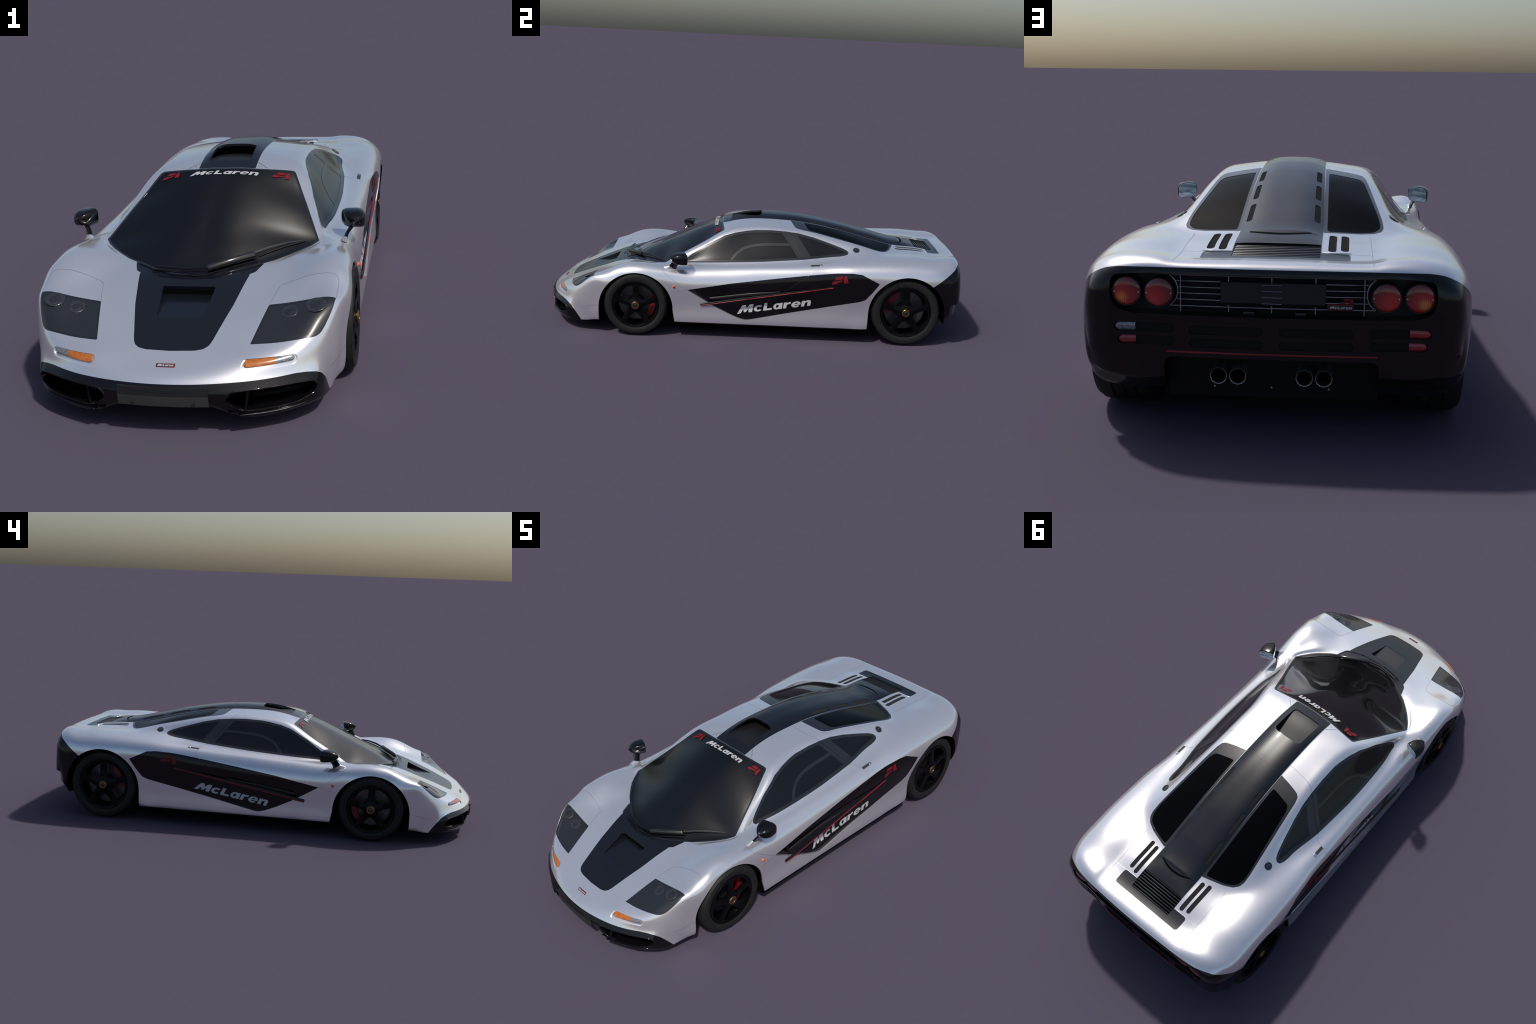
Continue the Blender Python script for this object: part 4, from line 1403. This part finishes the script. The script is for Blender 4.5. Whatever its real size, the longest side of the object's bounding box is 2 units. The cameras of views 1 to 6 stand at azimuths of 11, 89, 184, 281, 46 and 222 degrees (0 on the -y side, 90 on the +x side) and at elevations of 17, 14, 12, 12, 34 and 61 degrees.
# ------------------------------------------------------------------ wiper
wiper = bpy.data.objects.new("wiper", None)
COLL.objects.link(wiper)
wiper.parent = ROOT
wz = lambda x, y, h: (x, y, top_z(x, y) + h)
add("wiper_motor", tube("wiper_motor", [wz(.036, -.624, .012), wz(.040, -.621, .012), wz(.150, -.551, .013), wz(.153, -.549, .013)], [.006, .0092, .0092, .007], 18), M["motor"], wiper)
add("wiper_arm", tube("wiper_arm", [wz(-.125, -.622, .008), wz(-.05, -.640, .010), wz(.04, -.630, .010), wz(.155, -.556, .007), wz(.163, -.548, .008)], .0022, 8), M["black"], wiper)
add("wiper_arm", tube("wiper_arm", [wz(-.118, -.632, .006), wz(-.03, -.650, .006), wz(.05, -.636, .006), wz(.165, -.560, .004)], .0018, 8), M["black"], wiper)
add("wiper_arm", tube("wiper_arm", [wz(-.11, -.618, .014), wz(-.02, -.634, .016), wz(.038, -.624, .014)], .0045, 8, squash=(1.3, .6)), M["black"], wiper)
add("wiper_blade", tube("wiper_blade", [wz(.150, -.548, .012), wz(.190, -.515, .014), wz(.235, -.475, .011), wz(.280, -.435, .005)], [.0035, .0035, .0028, .0015], 8, squash=(.8, 1.3)), M["plastic"], wiper)
add("wiper_blade", tube("wiper_blade", [wz(.165, -.540, .003), wz(.200, -.507, .003), wz(.240, -.470, .003), wz(.282, -.433, .003)], .0018, 8), M["plastic"], wiper)

# ------------------------------------------------------------------ side trim
def side_pt(y, z, s, off=0.0):
    p, n = hit((s * .8, y, z), (-s, 0, 0))
    if p is None:
        return np.array((s * .42, y, z))
    return p + np.array((s * off, 0, 0))


for s in (1, -1):
    ys = lin(-.241, .376, 40)
    zs = .158 + (.269 - .158) * (ys + .241) / .617
    grow = lambda y: float(np.interp(y, [-.241, -.20, .10, .376], [.003, .0055, .0035, .0005]))
    add("side_blade", tube("side_blade", [side_pt(y, z + .003, s, grow(y) - .002) for y, z in zip(ys, zs)], np.interp(ys, [-.241, -.1, .2, .376], [.0055, .0050, .0035, .0012]), 10, up=(1, 0, 0), squash=(1.4, .8)), M["black"])
    add("side_stripe", tube("side_stripe", [side_pt(y, z, s, grow(y) + .0012) for y, z in zip(ys, zs)], .0021, 8), M["red"])
    # upper vane inside the side scoop
    ys2 = lin(-.215, .13, 24)
    zs2 = .181 + (.238 - .181) * (ys2 + .215) / .345
    add("side_vane", tube("side_vane", [side_pt(y, z, s, -.018 * (1 - float(smoothstep(-.05, .13, y))) - .003) for y, z in zip(ys2, zs2)], np.interp(ys2, [-.215, .0, .13], [.006, .005, .0015]), 10, up=(1, 0, 0), squash=(1.3, .55)), M["plastic"])
    # deep black mouth just behind the door front edge
    mk = revolve("side_marker", [(-.004, .0068), (.002, .0068), (.0042, .0050), (.0055, .0025), (.0058, 0)], 28, axis="x")
    add("side_marker", mk if s == 1 else mirror_x(mk, "side_marker"), M["orange"], loc=tuple(side_pt(-.366, .243, s)))
    # flat dark strip drawn for the handle recess, plus lock button
    p0, n0 = hit((s * .381 + s * .3, .293, .66), (-s * .7, 0, -.7))
    p0, n0 = hit((s * .381, .285, .60), (0, 0, -1))
    n0 = n0 if n0[2] > 0 else -n0
    q = Vector(n0).to_track_quat("Z", "Y")
    hd = bpy.data.objects.new("door_handle", None)
    COLL.objects.link(hd)
    hd.parent = ROOT
    V, F = [], []
    for k, y in enumerate(lin(.268, .321, 11)):
        a, nn = hit((s * .381, y, .6), (0, 0, -1))
        nn = nn if nn[2] > 0 else -nn
        w = np.cross((0, 1, 0), nn)
        w /= np.linalg.norm(w)
        hw = .0062 * math.sqrt(max(.05, 1 - max(0.0, (y - .315) / .0065) ** 2))
        V += [a + w * hw + nn * .0004, a - w * hw + nn * .0004]
        if k:
            F.append((2 * k - 2, 2 * k - 1, 2 * k + 1, 2 * k) if s < 0 else (2 * k - 2, 2 * k, 2 * k + 1, 2 * k - 1))
    me = bpy.data.meshes.new("handle_slot")
    me.from_pydata([tuple(v) for v in V], [], F)
    add("handle_slot", me, M["grey"], hd)
    a, nn = hit((s * .381, .316, .6), (0, 0, -1))
    nn = nn if nn[2] > 0 else -nn
    lock = revolve("lock_button", [(-.002, .0072), (.0022, .0070), (.0030, .0055), (.0026, .0040), (.0026, 0)], 28, axis="z")
    ob = add("lock_button", lock, M["chrome"], hd, loc=tuple(a))
    ob.rotation_mode = "QUATERNION"
    ob.rotation_quaternion = Vector(nn).to_track_quat("Z", "Y")
    # fuel filler cap
    a, nn = hit((s * .279, .488, .7), (0, 0, -1))
    nn = nn if nn[2] > 0 else -nn
    cap = revolve("filler_cap", [(-.003, .0160), (.0015, .0160), (.0030, .0145), (.0034, .0060), (.0034, 0)], 40, axis="z")
    ob = add("filler_cap", cap, M["frame"], loc=tuple(a))
    ob.rotation_mode = "QUATERNION"
    ob.rotation_quaternion = Vector(nn).to_track_quat("Z", "Y")
    for t in range(3):
        add("cap_stud", revolve("cap_stud", [(.003, .0018), (.0042, .0016), (.0046, 0)], 10, axis="z"), M["chrome"], ob, loc=(.0055 * (t - 1), .004 - .002 * abs(t - 1), 0))

# ------------------------------------------------------------------ seams
def ribbon(kind, pts, width, sunk, mat):
    C = curve_through(pts, 10)
    for s in (1, -1):
        rows = []
        for c in C:
            if kind == "side":
                p, n = hit((s * .8, c[0], c[1]), (-s, 0, 0))
            else:
                p, n = hit((s * c[0], c[1], 1.0), (0, 0, -1))
            if p is None:
                continue
            n = n if np.dot(n, (s, 0, 1)) > 0 else -n
            if sunk:
                p = p - np.array((s * float(side_sink(p[1], p[2])), 0, 0))
            rows.append((p, n))
        V, F = [], []
        for i, (p, n) in enumerate(rows):
            t = rows[min(i + 1, len(rows) - 1)][0] - rows[max(i - 1, 0)][0]
            w = np.cross(t, n)
            w /= max(1e-9, np.linalg.norm(w))
            V += [p + w * width * .5 + n * .0004, p + n * .0005, p - w * width * .5 + n * .0004]
        for i in range(len(rows) - 1):
            F += [(3 * i, 3 * i + 1, 3 * i + 4, 3 * i + 3), (3 * i + 1, 3 * i + 2, 3 * i + 5, 3 * i + 4)]
        me = bpy.data.meshes.new("panel_seam")
        me.from_pydata([tuple(v) for v in V], [], F)
        add("panel_seam", me, mat)


for pts in ([(.0935, -.114), (.110, -.131), (.127, -.1485)], [(.103, -.146), (.1035, -.139), (.1075, -.138)]):
    ribbon("top", pts, .0012, False, M["gapdark"])  # small line marks at the roof's front corners, not panel seams
for x in (-.075, .075):
    add("plinth_clip", box_mesh("plinth_clip", (.011, .002, .024), .0006, 1), M["plastic"], loc=(x, -.9968 + .55 * x * x, .094))
for kind, pts, sunk in SEAMS:
    dark = sunk or (kind == "side" and pts[0] == (.150, .487)) or pts[0][0] == 0
    ribbon(kind, list(pts), .0014, sunk, M["gapdark"] if dark else M["gap"])
# ------------------------------------------------------------------ lettering
def conform(me, name, mat, place, parent=None, sunk=False):
    """Bend a flat unit-box mesh on to the skin; place(u, v) -> (origin, direction)."""
    V = np.array([v.co[:] for v in me.vertices])
    lift = np.zeros(len(V))
    for f in me.polygons:
        for i in f.vertices:
            lift[i] = .00012 * (f.index % 5)
    out = []
    for (u, v, _), lf in zip(V, lift):
        o, d_ = place(u, v)
        p, n = hit(o, d_)
        if p is None:
            p = np.array(o) + np.array(d_) * .3
            n = -np.array(d_)
        n = n if np.dot(n, d_) < 0 else -n
        if sunk:
            p = p - np.array((np.sign(p[0]) * float(side_sink(p[1], p[2])), 0, 0))
        out.append(p + n * (.0009 + lf))
    me.vertices.foreach_set("co", np.array(out).ravel())
    me.update()
    return add(name, me, mat, parent)


def poly_mesh(polys, name="emblem"):
    V, F = [], []
    for P in polys:
        b = len(V)
        V += [(u, v, 0) for u, v in P]
        F.append(tuple(range(b, b + len(P))))
    me = bpy.data.meshes.new(name)
    me.from_pydata(V, [], F)
    return chop(me, .12, .25)


EMBLEM = [[(.187, .57), (.674, .60), (.715, 1.0), (.326, 1.0)],
          [(0, 0), (.30, 0), (.40, .20), (.61, .23), (.674, .49), (.093, .41)],
          [(.725, .56), (.74, .02), (1.0, 0), (.95, 1.01), (.82, 1.0)]]


def strip(outer, inner):
    """Quad strip between two point rows."""
    return [[outer[i], outer[i + 1], inner[i + 1], inner[i]] for i in range(len(outer) - 1)]


def ring(cx, cy, rx, ry, tx, ty, a0, a1, n=16):
    a = np.radians(np.linspace(a0, a1, n))
    return strip([(cx + rx * math.cos(t), cy + ry * math.sin(t)) for t in a], [(cx + (rx - tx) * math.cos(t), cy + (ry - ty) * math.sin(t)) for t in a])


def box2(x0, x1, y0, y1):
    return [[(x0, y0), (x1, y0), (x1, y1), (x0, y1)]]


def thick_text():
    """Wide heavy slanted word mark drawn from bars and ring segments (cap height 1)."""
    H, B = .80, .24
    glyphs = []
    m = [[(-.12, 0), (.24, 0), (.46, .50), (.56, .10), (.76, .10), (.98, .50), (1.04, 0), (1.40, 0), (1.40, 1.0), (1.02, 1.0), (.78, .58), (.64, 1.0), (.27, 1.0)]]
    glyphs.append((m, 1.46))
    glyphs.append((ring(.46, .40, .46, .42, .30, .22, 38, 322), .93))
    glyphs.append((box2(0, .33, 0, 1) + box2(.33, .86, 0, .25), .92))
    glyphs.append((ring(.40, .40, .40, .42, .27, .21, 0, 360, 26) + box2(.58, .90, 0, H), .97))
    glyphs.append((box2(0, .32, 0, H) + [[(.32, .40), (.44, .54), (.68, .54), (.68, .81), (.52, .81), (.32, .70)]], .73))
    glyphs.append((ring(.46, .40, .46, .42, .28, .20, 0, 322, 22) + box2(.20, .90, .32, .46), .96))
    glyphs.append((box2(0, .32, 0, H) + [[(.32, .44), (.46, .58), (.56, .58), (.72, .82), (.50, .82), (.32, .70)], [(.56, .58), (.60, .50), (.92, .56), (.86, .74), (.72, .82)], [(.60, .50), (.60, 0), (.92, 0), (.92, .56)]], .92))
    V, F, x, k = [], [], 0.0, 0
    for polys, w in glyphs:
        for P in polys:
            b = len(V)
            V += [(x + u + .22 * v, v, .0) for u, v in P]
            F.append(tuple(range(b, b + len(P))))
        x += w + .05
    V = np.array(V)
    lo, hi = V.min(0), V.max(0)
    V[:, :2] = (V[:, :2] - lo[:2]) / (hi[:2] - lo[:2])
    me = bpy.data.meshes.new("word_mark")
    me.from_pydata([tuple(v) for v in V], [], F)
    return chop(me, .05, .34)


# door lettering and emblem, both sides read forward
for s in (1, -1):
    off = .0
    def on_side(a, b, c):
        """a = lower-left, b = lower-right, c = upper-left as (y, z)."""
        a, b, c = map(np.array, (a, b, c))
        return lambda u, v: ((s * .8, *(a + u * (b - a) + v * (c - a))), (-s, 0, 0))
    if s == 1:
        conform(thick_text(), "door_lettering", M["white"], on_side((-.068, .118), (.279, .1775), (-.0735, .152)), sunk=True)
        conform(poly_mesh(EMBLEM), "door_emblem", M["redlogo"], on_side((.367, .285), (.444, .298), (.362, .318)), sunk=True)
    else:
        conform(thick_text(), "door_lettering", M["white"], on_side((.279, .1775), (-.068, .118), (.2735, .2115)), sunk=True)
        conform(poly_mesh(EMBLEM), "door_emblem", M["redlogo"], on_side((.444, .298), (.367, .285), (.439, .331)), sunk=True)
# sun-band lettering
def on_screen(x0, x1, y0, y1):
    return lambda u, v: ((x0 + u * (x1 - x0), y0 + v * (y1 - y0), 1.0), (0, 0, -1))


conform(thick_text(), "screen_lettering", M["white"], on_screen(-.112, .106, -.1985, -.1755))
conform(poly_mesh(EMBLEM), "screen_emblem", M["redlogo"], on_screen(.147, .203, -.1925, -.1655))
conform(poly_mesh(EMBLEM), "screen_emblem", M["redlogo"], on_screen(-.204, -.148, -.1925, -.1655))
# nose badge and tail badges
def badge(name, w, h, loc, rot, depth=.003):
    o = add(name, box_mesh(name, (w, depth, h), .0006, 1), M["red"], loc=loc)
    o.rotation_euler = rot
    f = add("badge_face", box_mesh("badge_face", (w * .955, depth, h * .76), .0003, 1), M["plastic"], o, loc=(0, -.0006, 0))
    t = thick_text()
    t.transform(Matrix.Translation((-.5, -.5, 0)))
    t.transform(Matrix.Diagonal((w * .86, h * .5, 1, 1)))
    t.transform(Matrix.Rotation(math.pi / 2, 4, "X"))
    add("badge_lettering", t, M["white"], o, loc=(0, -depth * .5 - .0010, 0))
    return o


yb = nose_y(0, .165)
badge("nose_badge", .048, .0115, (0, yb - .0002, .165), (math.radians(-52), 0, 0))
tb = badge("tail_badge", .055, .0125, (-.146, gy(.1) + .003, .3075), (0, 0, math.pi))
em = poly_mesh(EMBLEM, "tail_emblem")
em.transform(Matrix.Diagonal((.028, .0125, 1, 1)))
em.transform(Matrix.Rotation(math.pi / 2, 4, "X"))
o = add("tail_emblem", em, M["redlogo"], loc=(-.145, gy(.1) + .0045, .315))
o.rotation_euler = (0, 0, math.pi)
